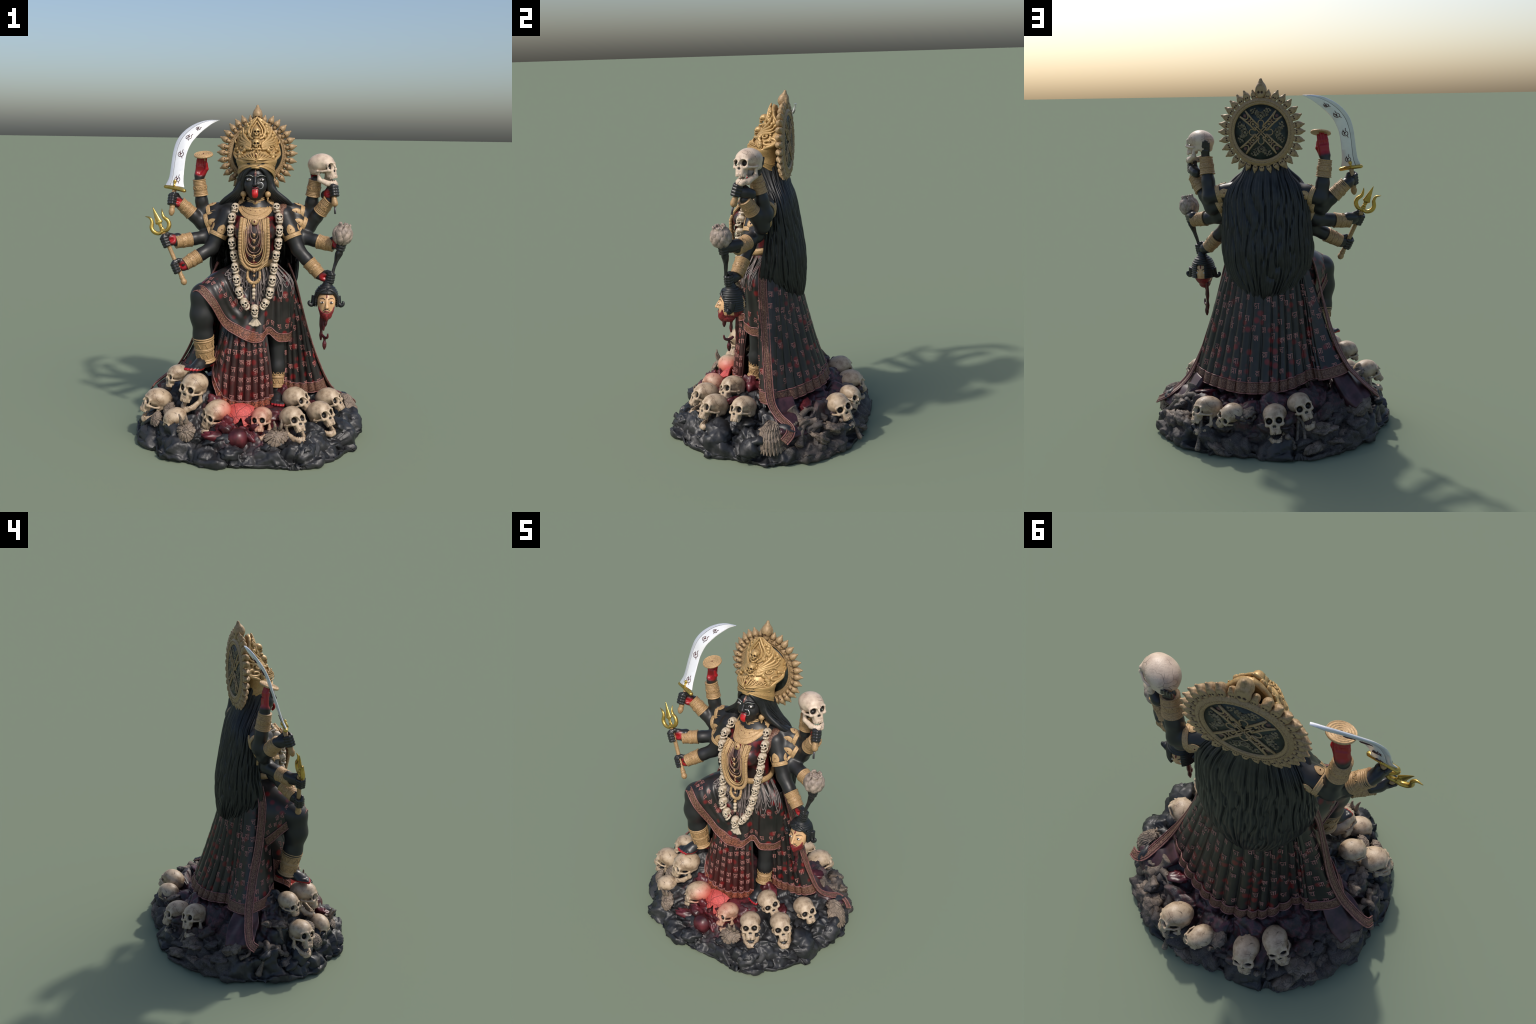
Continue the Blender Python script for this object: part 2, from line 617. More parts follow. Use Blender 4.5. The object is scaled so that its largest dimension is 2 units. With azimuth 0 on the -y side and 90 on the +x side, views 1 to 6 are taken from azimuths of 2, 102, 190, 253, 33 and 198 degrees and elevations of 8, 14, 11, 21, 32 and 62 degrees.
def cloth_mat():
    t = NT('printed_cloth')
    base = t.mix(t.step(t.noise(9, 3), 0.35, 0.7), (0.0115, 0.0110, 0.0105), (0.026, 0.0215, 0.0205))
    v = t.voro(17, 'F1', t.pos, 0.8)
    pick = t.sep(t.voro(17, 'F1', t.pos, 0.8, 'Color'), 0)
    spot = t.math('MULTIPLY', t.step(v, 0.41, 0.15), t.step(pick, 0.14, 0.24))
    c = t.mix(t.math('MULTIPLY', spot, 0.9), base, (0.185, 0.009, 0.011))
    g = t.math('MULTIPLY', t.near((0.0, -0.3, 0.25), 0.1, 0.42, (1, 1, 0.9), 0.1), 0.35)  # red glow at the front, painted into the cloth colour
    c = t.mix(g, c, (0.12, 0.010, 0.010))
    t.p(Base_Color=c, Roughness=0.36)
    t.bump(t.noise(500, 2), 0.08, 0.0005)
    return t.m


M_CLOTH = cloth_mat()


def border_mat():
    """embroidered trim: coppery scrolls on brown"""
    t = NT('embroidered_trim')
    w = t.vmath('ADD', t.pos, t.vmath('MULTIPLY', t.voro(60, 'SMOOTH_F1', t.pos, out='Color'), (0.014, 0.014, 0.014)))
    e = t.voro(85, 'DISTANCE_TO_EDGE', w)
    ln = t.step(e, 0.16, 0.03)
    g = t.near((0.0, -0.32, 0.25), 0.12, 0.55, (1, 1, 0.8))  # trim turns redder frontwards: the baked glow again, as colour
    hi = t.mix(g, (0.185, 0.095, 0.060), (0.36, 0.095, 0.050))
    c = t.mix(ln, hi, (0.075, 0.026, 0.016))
    t.p(Base_Color=c, Roughness=0.5)
    t.bump(t.math('SUBTRACT', 1.0, ln), 0.6, 0.002)
    return t.m


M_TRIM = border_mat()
M_PIPING = plain('trim_piping', (0.235, 0.095, 0.085), 0.42, 0.0, 0.2, 60)


def bodice_mat():
    t = NT('bodice_cloth')
    c = t.mix(t.step(t.noise(16, 4), 0.45, 0.62), (0.022, 0.0125, 0.0125), (0.125, 0.009, 0.012))
    t.p(Base_Color=c, Roughness=0.34)
    return t.m


M_BODICE = bodice_mat()


def hand_mat(name, centre, r0, r1, amount=1.0):
    """black hand with crimson dye spreading from the palm (in the hand's own space)"""
    t = NT(name)
    d = t.vmath('DISTANCE', t.tc, tuple(centre))
    d = t.math('ADD', d, t.math('MULTIPLY', t.math('SUBTRACT', t.noise(60, 2), 0.5), 0.008))
    f = t.math('MULTIPLY', t.step(d, r1, r0), amount)
    t.p(Base_Color=t.mix(f, (0.0165, 0.0165, 0.0175), (0.36, 0.009, 0.014)), Roughness=0.36)
    return t.m


def mound_mat():
    t = NT('mound_rock')
    n = t.noise(7, 5, t.pos)
    rock = t.mix(t.step(n, 0.35, 0.7), (0.0125, 0.0135, 0.0155), (0.034, 0.034, 0.036))
    # grey crackled bone-rock on the back and the far left
    w = t.vmath('ADD', t.pos, t.vmath('MULTIPLY', t.voro(24, 'SMOOTH_F1', t.pos, out='Color'), (0.02, 0.02, 0.02)))
    ck = t.step(t.voro(110, 'DISTANCE_TO_EDGE', w), 0.12, 0.02)
    grey = t.mix(ck, (0.082, 0.068, 0.060), (0.038, 0.031, 0.028))
    m1 = t.near((-0.42, 0.40, 0.1), 0.16, 0.34, (1, 1, 0.8), 0.22)
    m2 = t.near((0.50, 0.36, 0.12), 0.10, 0.26, (1, 1, 0.8), 0.22)
    m3 = t.near((0.10, 0.58, 0.08), 0.06, 0.24, (0.8, 1, 1), 0.2)
    gm = t.math('MAXIMUM', m1, t.math('MAXIMUM', m2, m3))
    c = t.mix(t.math('MULTIPLY', gm, 0.85), rock, grey)
    # purple-red soaked cloth and blood high on the mound behind the figure and before it
    pn = t.noise(26, 5, t.pos, 0.7)
    purple = t.mix(t.step(pn, 0.42, 0.62), (0.024, 0.018, 0.021), (0.105, 0.030, 0.038))
    pm = t.math('MAXIMUM', t.near((-0.02, 0.30, 0.28), 0.20, 0.36, (0.72, 1, 1.2), 0.2),
                t.near((-0.42, 0.12, 0.30), 0.10, 0.22, (1, 1, 1), 0.1))
    c = t.mix(t.math('MULTIPLY', pm, 0.9), c, purple)
    bm = t.near((-0.02, -0.30, 0.18), 0.08, 0.27, (0.85, 1, 0.9), 0.16)  # front patch: blood plus the red glow painted onto the rock
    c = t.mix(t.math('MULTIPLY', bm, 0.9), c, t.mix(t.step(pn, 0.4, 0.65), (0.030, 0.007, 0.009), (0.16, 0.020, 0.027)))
    t.p(Base_Color=c, Roughness=t.math('ADD', 0.43, t.math('MULTIPLY', gm, 0.22)))
    t.bump(t.math('SUBTRACT', t.noise(45, 4, t.pos), t.math('MULTIPLY', ck, gm)), 0.35, 0.006)
    return t.m


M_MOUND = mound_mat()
M_STONE = plain('black_stone', (0.022, 0.023, 0.026), 0.45, 0.0, 0.35, 10, 0.4, 40)


# ------------------------------------------------------------------ skull (unit size, faces -y)
def mirror(P):
    Q = P.copy()
    Q[:, 0] = np.abs(Q[:, 0])
    return Q


SOCK_C, SOCK_R = (0.165, -0.46, -0.115), (0.118, 0.175, 0.112)


def skull_field(jaw, teeth=True):
    """jaw: None for no mandible, else opening angle in degrees"""
    def f(P):
        Q = mirror(P)
        d = sd_ell(Q, (0, 0.03, 0.075), (0.400, 0.475, 0.345))
        d = smin(d, sd_ell(Q, (0, -0.26, 0.01), (0.315, 0.20, 0.24)), 0.10)
        d = smin(d, sd_ell(Q, (0.10, 0.24, -0.16), (0.20, 0.20, 0.14)), 0.10)           # occiput
        d = smin(d, sd_ell(Q, (0.26, 0.10, -0.20), (0.07, 0.10, 0.12)), 0.06)           # mastoid
        d = smax(d, -sd_ell(Q, (0.49, -0.22, -0.06), (0.14, 0.16, 0.17)), 0.06)         # temple hollow
        d = smin(d, sd_box(Q, (0, -0.33, -0.30), (0.175, 0.15, 0.20), 0.08), 0.08)      # upper jaw
        d = smin(d, sd_cap(Q, (0.05, -0.47, -0.015), (0.28, -0.38, -0.03), 0.05, 0.045), 0.05)   # brow
        d = smin(d, sd_cap(Q, (0.285, -0.375, -0.04), (0.265, -0.37, -0.22), 0.04), 0.03)
        d = smin(d, sd_ell(Q, (0.235, -0.385, -0.25), (0.085, 0.07, 0.06)), 0.05)       # cheek bone
        d = smin(d, chain(Q, [(0.28, -0.34, -0.24), (0.36, -0.15, -0.22), (0.35, 0.03, -0.19)], [0.045, 0.032, 0.04], 0.02), 0.03)
        d = smin(d, sd_cap(Q, (0.0, -0.50, -0.10), (0.0, -0.535, -0.17), 0.038, 0.025), 0.04)    # nose bridge
        d = smax(d, -sd_ell(Q, SOCK_C, SOCK_R), 0.025)
        nose = np.minimum(sd_cap(Q, (0.0, -0.52, -0.20), (0.035, -0.50, -0.305), 0.016, 0.048), 9)
        d = smax(d, -nose, 0.02)
        d = smax(d, -sd_ell(Q, (0.24, -0.27, -0.40), (0.07, 0.16, 0.10)), 0.04)         # hollow under cheek
        d = smin(d, sd_ell(Q, (0, -0.33, -0.455), (0.172, 0.16, 0.055)), 0.03)
        if teeth:
            for i in range(5):
                a = math.radians(10 + 20 * i)
                x, y = 0.172 * math.sin(a), -0.33 - 0.165 * math.cos(a)
                d = smin(d, sd_cap(Q, (x, y, -0.47), (x * 0.98, y, -0.545), 0.029, 0.024), 0.006)
        if jaw is not None:
            a = math.radians(jaw)
            c, s = math.cos(a), math.sin(a)
            R = A([[1, 0, 0], [0, c, s], [0, -s, c]])
            piv = A([0, 0.02, -0.24])
            J = (Q - piv) @ R.T + piv
            m = chain(J, [(0.30, 0.02, -0.25), (0.285, 0.0, -0.50), (0.21, -0.26, -0.655), (0.08, -0.46, -0.695), (0, -0.475, -0.70)],
                      [0.045, 0.078, 0.075, 0.08, 0.08], 0.05)
            m = smin(m, chain(J, [(0.24, -0.14, -0.52), (0.16, -0.40, -0.63), (0.0, -0.485, -0.635)], [0.045, 0.055, 0.06], 0.03), 0.05)
            if teeth:
                for i in range(4):
                    a = math.radians(11 + 26 * i)
                    x, y = 0.155 * math.sin(a), -0.32 - 0.165 * math.cos(a)
                    m = smin(m, sd_cap(J, (x, y, -0.61), (x, y, -0.555), 0.030, 0.023), 0.006)
            d = smin(d, m, 0.012)
        return d
    return f


def skull_mesh(name, jaw, h, mat, teeth=True):
    V, F = surface_nets(skull_field(jaw, teeth), (-0.47, -0.64, -1.12), (0.47, 0.58, 0.56), h)
    V = smooth_verts(V, F, 1, 0.4)
    o = mesh_obj(name, V, F, mat, None)
    me = o.data
    bpy.data.objects.remove(o)
    return me


ME_SKULL_OPEN = skull_mesh('skull_open', 24, 0.0205, M_BONE)
ME_SKULL_SHUT = skull_mesh('skull_shut', 4, 0.0205, M_BONE)
ME_SKULL_CRANIUM = skull_mesh('skull_no_jaw', None, 0.0205, M_BONE)
ME_SKULL_HELD = skull_mesh('skull_held', 10, 0.017, M_BONEHELD)
ME_SKULL_SMALL = skull_mesh('skull_small', 2, 0.036, M_BONEWHITE, False)
ME_SKULL_GOLD = skull_mesh('skull_gilded', 2, 0.036, M_GOLDSKULL, False)


def skull_at(me, name, c, size, yaw, pitch=0, roll=0, parent=None):
    """yaw: azimuth the face looks to (0 = -y, 90 = +x); pitch > 0 looks down"""
    R = Matrix.Rotation(math.radians(yaw), 4, 'Z') @ Matrix.Rotation(math.radians(pitch), 4, 'X') @ Matrix.Rotation(math.radians(roll), 4, 'Y')
    return instance(me, name, Matrix.Translation(c) @ R @ Matrix.Scale(size, 4), parent)


# ------------------------------------------------------------------ root and mound
ROOT = empty('goddess_statue')
ROOT['label'] = 'eight-armed black goddess statue with golden halo on skull mound'
ROOT['category'] = 'statue'

# outline of the foot of the mound, read round from the right
RIM = [(.680, .00), (.690, .09), (.640, .25), (.530, .43), (.390, .53), (.215, .585), (.0, .600), (-.17, .595), (-.30, .570), (-.455, .485), (-.600, .310), (-.668, .12), (-.688, -.05), (-.684, -.18),
       (-.610, -.325), (-.510, -.450), (-.365, -.53), (-.20, -.572), (.0, -.583), (.14, -.578), (.28, -.580), (.385, -.535), (.49, -.455), (.61, -.29), (.650, -.10)]
_ra = np.unwrap(np.arctan2(A(RIM)[:, 1], A(RIM)[:, 0]))
_rr = np.hypot(A(RIM)[:, 0], A(RIM)[:, 1]) * 0.978


def rim(th):
    return np.interp(np.mod(th, 2 * np.pi), np.concatenate([_ra, [2 * np.pi + _ra[0]]]), np.concatenate([_rr, [_rr[0]]]))


def mound_height(x, y):
    """plain height of the mound before its relief"""
    th = np.arctan2(y, x)
    rho = np.hypot(x, y) / rim(th)
    back = np.interp(rho, [0, .45, .6, .72, .84, .93, 1.0], [.275, .268, .240, .198, .142, .090, .035])
    front = np.interp(rho, [0, .35, .5, .62, .75, .88, .95, 1.0], [.26, .230, .195, .162, .122, .088, .065, .030])
    left = np.interp(rho, [0, .4, .5, .66, .8, .9, .96, 1.0], [.28, .295, .305, .275, .215, .150, .10, .04])
    right = np.interp(rho, [0, .5, .66, .8, .9, .96, 1.0], [.26, .26, .222, .172, .128, .09, .04])
    s, c = np.sin(th), np.cos(th)
    w = [np.clip(s, 0, 1) ** 1.4, np.clip(-s, 0, 1) ** 1.4, np.clip(-c, 0, 1) ** 1.4, np.clip(c, 0, 1) ** 1.4]
    z = (back * w[0] + front * w[1] + left * w[2] + right * w[3]) / sum(w)
    # shoulder of rock that carries the raised foot
    return z + 0.135 * np.exp(-((x + 0.355) / 0.125) ** 2 - ((y + 0.070) / 0.115) ** 2)


def build_mound():
    nt, nr = 460, 110
    th = np.linspace(0, 2 * np.pi, nt, endpoint=False)
    # radius runs out over the top, then the last rows go down the side wall
    rho = np.concatenate([np.linspace(0.02, 1.0, nr - 14), np.ones(14)])
    wall = np.concatenate([np.zeros(nr - 14), np.linspace(0, 1, 15)[1:]])
    R = rim(th)
    X = R * rho[:, None] * np.cos(th)
    Y = R * rho[:, None] * np.sin(th)
    Z = mound_height(X, Y)
    Z = np.maximum(Z, 0.03) * (1 - wall[:, None])
    k = 1 + 0.018 * np.sin(np.pi * wall[:, None])
    P = np.stack([X * k, Y * k, Z], 2)
    N = unit(np.cross(np.roll(P, -1, 1) - np.roll(P, 1, 1), np.gradient(P, axis=0)))
    N *= np.where((N * np.stack([X, Y, 0.3 + 0 * X], 2)).sum(2) < 0, -1, 1)[..., None]
    p = P.reshape(-1, 3)
    rh = np.repeat(rho, nt)
    W = p + 0.025 * np.stack([vnoise(p, 7, 3), vnoise(p, 7, 4), vnoise(p, 7, 5)], 1)
    W[:, :2] += 0.03 * np.stack([fbm(p, 5, 2, 13), fbm(p, 5, 2, 14)], 1)
    f1, f2, cid, fv = worley(W, 6.5, 11)
    g1, g2, gid, gv = worley(W + 0.3, 15, 31)
    tilt = (fv * np.stack([np.cos(cid * 40), np.sin(cid * 40), np.cos(cid * 17)], 1)).sum(1)
    tilt2 = (gv * np.stack([np.cos(gid * 40), np.sin(gid * 40), np.cos(gid * 17)], 1)).sum(1)
    amp = np.clip((rh - 0.28) / 0.35, 0, 1)
    crack = np.clip((f2 - f1) / 0.34, 0, 1) ** 0.6
    crack2 = np.clip((g2 - g1) / 0.34, 0, 1) ** 0.6
    fold = 1 - np.abs(vnoise(W * A([1, 1, 1.6]), 11, 8))
    d = amp * (0.024 * (cid - 0.5) + 0.050 * tilt + 0.022 * (crack - 0.75) + 0.012 * (gid - 0.5) + 0.020 * tilt2 + 0.008 * (crack2 - 0.75) + 0.020 * (fold ** 3 - 0.4))
    d *= 1 - 0.55 * np.repeat(wall, nt)
    d += amp * 0.003 * fbm(p, 34, 2, 5) + 0.006 * fbm(p, 10, 3, 9)
    p = p + N.reshape(-1, 3) * d[:, None]
    low = np.repeat(wall, nt)
    p[:, 2] = np.where(low >= 0.999, 0.0, np.maximum(p[:, 2], 0.002 + 0.01 * (1 - low)))
    p[:, 0] = np.clip(p[:, 0], -0.700, 0.700)
    p[:, 1] = np.clip(p[:, 1], -0.608, 0.608)
    F = []
    for i in range(nr - 1):
        a = i * nt + np.arange(nt)
        b = i * nt + (np.arange(nt) + 1) % nt
        F.append(np.stack([a, a + nt, b + nt, b], 1))
    F = np.concatenate(F).tolist()
    F.append(list(range(nt)))
    F.append(list(range((nr - 1) * nt, nr * nt))[::-1])
    return mesh_obj('mound', p, F, M_MOUND, ROOT)


MOUND = build_mound()
_dg = bpy.context.evaluated_depsgraph_get()
MBVH = BVHTree.FromPolygons([v.co.copy() for v in MOUND.data.vertices], [tuple(p.vertices) for p in MOUND.data.polygons])


def ground(x, y):
    h = MBVH.ray_cast(Vector((x, y, 1)), Vector((0, 0, -1)))[0]
    return h.z if h else 0.0


# skulls lying on the mound: mesh, cranium centre, size, facing, pitch, roll
for me, c, s, yaw, pit, rol in [
    (ME_SKULL_OPEN, (-0.318, -0.268, 0.375), 0.172, -32, -10, 8),
    (ME_SKULL_CRANIUM, (-0.435, -0.130, 0.395), 0.138, -62, -8, -6),
    (ME_SKULL_OPEN, (-0.548, -0.179, 0.250), 0.165, -68, -22, 6),
    (ME_SKULL_CRANIUM, (-0.424, -0.350, 0.200), 0.138, -64, 12, 16),
    (ME_SKULL_SHUT, (-0.180, -0.326, 0.236), 0.165, -46, -4, 18),
    (ME_SKULL_OPEN, (0.079, -0.358, 0.222), 0.142, -20, -16, -8),
    (ME_SKULL_OPEN, (0.250, -0.358, 0.222), 0.162, 32, -28, -4),
    (ME_SKULL_OPEN, (0.411, -0.261, 0.226), 0.162, 40, -26, -8),
    (ME_SKULL_CRANIUM, (0.266, -0.186, 0.285), 0.158, 48, -24, -20),
    (ME_SKULL_CRANIUM, (0.467, -0.075, 0.250), 0.158, 54, -26, -12),
    (ME_SKULL_OPEN, (0.279, 0.441, 0.213), 0.164, 124, -20, -16),
    (ME_SKULL_CRANIUM, (0.131, 0.498, 0.212), 0.138, 148, -6, 34),
    (ME_SKULL_OPEN, (-0.105, 0.476, 0.203), 0.164, 184, -18, -8),
    (ME_SKULL_OPEN, (-0.228, 0.396, 0.245), 0.158, 206, -22, -16),
]:
    skull_at(me, 'skull', c, s, yaw, pit, rol, MOUND)


def lump(c, r, seed, rot=(0, 0, 0), rough=0.18, freq=2.2, ridged=0.0, res=26):
    """a rounded stone or bone chip: ellipsoid pushed about by noise"""
    g = Geo()
    g.ball((0, 0, 0), 1.0, seg=res)
    V = np.concatenate(g.V)
    k = 1 + rough * fbm(V, freq, 3, seed) + ridged * (np.abs(vnoise(V, freq * 1.6, seed + 5)) - 0.3)
    E = Matrix.Rotation(rot[2], 4, 'Z') @ Matrix.Rotation(rot[1], 4, 'Y') @ Matrix.Rotation(rot[0], 4, 'X')
    return xf(Matrix.Translation(c) @ E, V * k[:, None] * A(r)), g.F


def stone(name, mat, c, r, seed, rot=(0, 0, 0), **k):
    V, F = lump(c, r, seed, rot, **k)
    V[:, 2] = np.maximum(V[:, 2], 0.001)
    V[:, 0] = np.clip(V[:, 0], -0.700, 0.700)
    V[:, 1] = np.clip(V[:, 1], -0.608, 0.608)
    return mesh_obj(name, V, F, mat, MOUND)


SKULLS = [o for o in bpy.data.objects if o.name.startswith('skull')]


def clear(x, y, d):
    """true where no skull lies within d of (x, y), counting the face as well as the cranium"""
    for o in SKULLS:
        c = o.matrix_local.translation
        f = o.matrix_local.to_3x3() @ Vector((0, -0.45, 0))
        if min(math.hypot(x - c.x, y - c.y), math.hypot(x - c.x - f.x, y - c.y - f.y)) < d:
            return False
    return True


# boulders and folds of the black rock around the rim
for i in range(46):
    a = 2 * math.pi * (i + 0.5 * rng.random()) / 46
    q = 0.76 + 0.18 * rng.random()
    x, y = float(rim(a)) * q * math.cos(a), float(rim(a)) * q * math.sin(a)
    z = ground(x, y)
    r = 0.030 + 0.030 * rng.random()
    if not clear(x, y, 0.085):
        continue
    stone('rock', M_STONE if math.sin(a) < 0.35 else M_MOUND, (x, y, max(0.02, z - 0.016)), (r * 1.3, r * (0.7 + .5 * rng.random()), r * 0.6), 100 + i,
          (0.5 * rng.normal(), 0.4 * rng.normal(), a + 1.57 + 0.5 * rng.normal()), rough=0.32, freq=1.6, ridged=0.3)


def fan_shell(c, n, r, seed, turn=0.0):
    """cracked scapula-like fan: a thick domed disc, a hub and wedge lobes parted by deep grooves"""
    nu, nv = 150, 18
    a = np.linspace(0, 2 * np.pi, nu)
    q = np.linspace(0.03, 1, nv)
    rr = np.random.default_rng(seed)
    cuts = np.cumsum(0.35 + 0.5 * rr.random(12))
    cuts = cuts / cuts[-1] * 2 * np.pi
    gap = np.abs((a[:, None] - cuts[None] + np.pi) % (2 * np.pi) - np.pi).min(1)
    groove = np.exp(-(gap / 0.055) ** 2)
    lobe = np.interp(a, np.concatenate([[0], cuts]), np.concatenate([[0.95], 0.82 + 0.30 * rr.random(12)]))
    lob = lobe * (1 - 0.14 * groove)
    X = r * q[None] * (np.cos(a) * lob)[:, None]
    Y = r * 0.85 * q[None] * (np.sin(a) * lob)[:, None]
    Z = 0.42 * r * (1 - q[None] ** 2.4) - 0.13 * r * groove[:, None] * np.clip(q * 3 - 0.9, 0, 1) * (1.2 - q) - 0.10 * r * np.exp(-((q - 0.32) / 0.04) ** 2)[None] + 0 * X
    P = np.stack([X, Y, Z], 2)
    M = frame(c, n, (0, 0, 1)) @ Matrix.Rotation(turn, 4, 'Z')
    P = xf(M, P.reshape(-1, 3)).reshape(nu, nv, 3)
    N = grid_normals(P)
    g = Geo().sheet(P, 0.035, flip=(N @ unit(A(n))).sum() < 0)
    return g


for c, n, r, s, tu in [((-0.345, -0.452, 0.158), (-0.15, -0.8, 0.55), 0.066, 1, 0.3), ((0.165, -0.455, 0.142), (0.1, -0.75, 0.65), 0.066, 2, 2.0),
                       ((-0.47, -0.265, 0.225), (-0.5, -0.5, 0.7), 0.050, 3, 1.0), ((-0.545, -0.29, 0.17), (-0.6, -0.6, 0.6), 0.05, 4, 1.0)]:
    fan_shell(c, n, r, s, tu).obj('bone_fan', M_FAN, MOUND)
for p0, p1 in (((-0.375, -0.44, 0.20), (-0.385, -0.46, 0.262)), ((-0.35, -0.44, 0.205), (-0.345, -0.455, 0.255)), ((0.155, -0.44, 0.185), (0.150, -0.455, 0.235)), ((0.185, -0.44, 0.185), (0.192, -0.452, 0.245))):
    g = Geo()
    g.tube(even([p0, ((p0[0] + p1[0]) / 2 + 0.004, p0[1] - 0.012, (p0[2] + p1[2]) / 2), p1], 12), np.linspace(0.013, 0.004, 12), 8)
    g.obj('bone_spur', M_FAN, MOUND)

# crimson stones and the cracked red shard in the middle of the front
stone('stained_stone', M_CRIMSON, (-0.055, -0.452, 0.125), (0.062, 0.055, 0.062), 5, rough=0.05)
for i, (c, r, ro) in enumerate([((-0.165, -0.44, 0.125), (0.085, 0.035, 0.03), (0.3, 0.2, 0.4)), ((-0.115, -0.425, 0.165), (0.045, 0.03, 0.03), (0.5, 0.4, 0.1)),
                                ((0.01, -0.432, 0.135), (0.055, 0.028, 0.03), (0.2, 0.5, -0.5)), ((0.13, -0.27, 0.215), (0.09, 0.06, 0.025), (0.3, 0.1, 0)),
                                ((-0.20, -0.23, 0.25), (0.06, 0.05, 0.06), (0.1, 0.2, 0.4)), ((0.20, -0.09, 0.27), (0.05, 0.05, 0.05), (0, 0, 0))]):
    stone('stained_stone', M_CRIMSON, c, r, 40 + i, ro, rough=0.3, ridged=0.4, freq=1.4)
u, v = np.meshgrid(np.linspace(-1, 1, 50), np.linspace(-1, 1, 30), indexing='ij')
low = -0.35 * np.exp(-((u - 0.05) / 0.16) ** 2) + 0.25 * np.exp(-((u - 0.42) / 0.2) ** 2) + 0.12 * np.exp(-((u + 0.6) / 0.2) ** 2)
vv = (v + 1) / 2 * (2 + low) - 1
P = np.stack([-0.045 + 0.072 * u * (1 - 0.10 * vv), -0.325 - 0.048 * vv, 0.250 - 0.042 * vv - 0.016 * vv * vv - 0.022 * u * u], 2)
Geo().sheet(P, 0.016, flip=grid_normals(P)[..., 2].sum() < 0).obj('cranium_shard', M_REDSHARD, MOUND)
for sg in (-1, 1):          # dark petals of broken bone around the shard
    for k in range(2):
        stone('stained_stone', M_CRIMSON, (-0.045 + sg * (0.080 + 0.02 * k), -0.36 - 0.045 * k, 0.195 - 0.025 * k), (0.045, 0.022, 0.035), 60 + k + sg, (0.6, sg * 0.7, sg * 0.5), rough=0.25, ridged=0.4, freq=1.4)


def bone(pts, rad, name='loose_bone', mat=None):
    P = even(pts, 28)
    t = np.linspace(0, 1, 28)
    r = rad * (0.8 + 0.7 * np.abs(2 * t - 1) ** 3)
    r[0] *= 0.6
    r[-1] *= 0.6
    g = Geo()
    g.tube(P, r, 10)
    return g.obj(name, mat or M_DEBRIS, MOUND)


def bone_on(x, y, ang, ln, rad, bend=0.02, lift=0.02):
    c, s = math.cos(ang), math.sin(ang)
    pts = []
    for k in (-0.5, 0.0, 0.5):
        px, py = x + c * ln * k - s * bend * (1 - 4 * k * k), y + s * ln * k + c * bend * (1 - 4 * k * k)
        pts.append((px, py, ground(px, py) + lift))
    bone(pts, rad)


for x, y, a, ln, r, b in [(0.40, 0.31, 2.2, 0.17, 0.018, 0.02), (0.47, 0.235, 0.9, 0.12, 0.03, 0.01), (0.52, 0.30, 2.6, 0.16, 0.02, 0.03), (-0.205, 0.495, 1.2, 0.13, 0.012, 0.02),
                          (-0.165, 0.53, 0.0, 0.12, 0.012, -0.02), (-0.24, 0.47, 2.4, 0.10, 0.011, 0.02), (-0.56, 0.02, 1.4, 0.13, 0.017, 0.03),
                          (-0.60, 0.07, 2.5, 0.11, 0.016, 0.03), (-0.57, -0.06, 0.3, 0.10, 0.015, -0.02), (-0.61, 0.00, 1.7, 0.12, 0.014, -0.02), (0.04, 0.50, 0.9, 0.10, 0.010, 0.01),
                          (-0.52, 0.20, 1.0, 0.12, 0.013, 0.03), (-0.57, 0.17, 2.3, 0.10, 0.012, 0.03), (0.33, 0.52, 1.9, 0.12, 0.012, 0.03)]:
    bone_on(x, y, a, ln, r, b)
# slabs of grey bone over the back and the left flank
for i, (x, y, r) in enumerate([(-0.36, 0.42, 0.085), (-0.46, 0.33, 0.075), (-0.32, 0.50, 0.07), (-0.44, 0.43, 0.06), (-0.54, 0.24, 0.07), (0.06, 0.47, 0.06), (0.43, 0.42, 0.06), (0.35, 0.25, 0.06),
                               (-0.62, -0.09, 0.05), (0.20, 0.56, 0.06), (0.53, 0.20, 0.055), (0.50, 0.37, 0.06), (-0.49, 0.02, 0.05), (0.36, -0.17, 0.05), (-0.50, -0.05, 0.06)]):
    stone('bone_slab', M_DEBRIS if i not in (7, 13) else M_CRIMSON, (x, y, ground(x, y) + 0.004), (r, r * 0.75, r * 0.38), 200 + i,
          (0.3 * rng.normal(), 0.3 * rng.normal(), 6 * rng.random()), rough=0.3, ridged=0.5, freq=1.7)
# clawed, wrinkled bone mass drooping over the far right edge
nu, nv = 90, 40
u, v = np.meshgrid(np.linspace(-1, 1, nu), np.linspace(0, 1, nv), indexing='ij')
rg = np.abs(np.sin(np.pi * (5.5 * u + 0.5 * np.sin(3 * v)))) ** 0.6
reach = 0.04 + 1.41 * v
rad = np.sin(np.clip(reach, 0, 1.45))
P = np.stack([0.555 + 0.115 * rad * np.cos(u * 1.25) + 0.012 * (rg - 0.5) * v, 0.105 + 0.085 * rad * np.sin(u * 1.25) * 1.05,
              0.225 - 0.020 * v - 0.115 * v ** 2.2 * (1 + 0.22 * rg) + 0.010 * (rg - 0.5) * np.sin(np.pi * v)], 2)
P += (0.003 * fbm(P.reshape(-1, 3), 50, 2, 4)).reshape(nu, nv, 1)
Geo().sheet(P, 0.022, flip=grid_normals(P)[..., 2].sum() < 0).obj('bone_claw', M_FAN, MOUND)


# ------------------------------------------------------------------ body: torso and eight arms as one surface
CX = 0.013
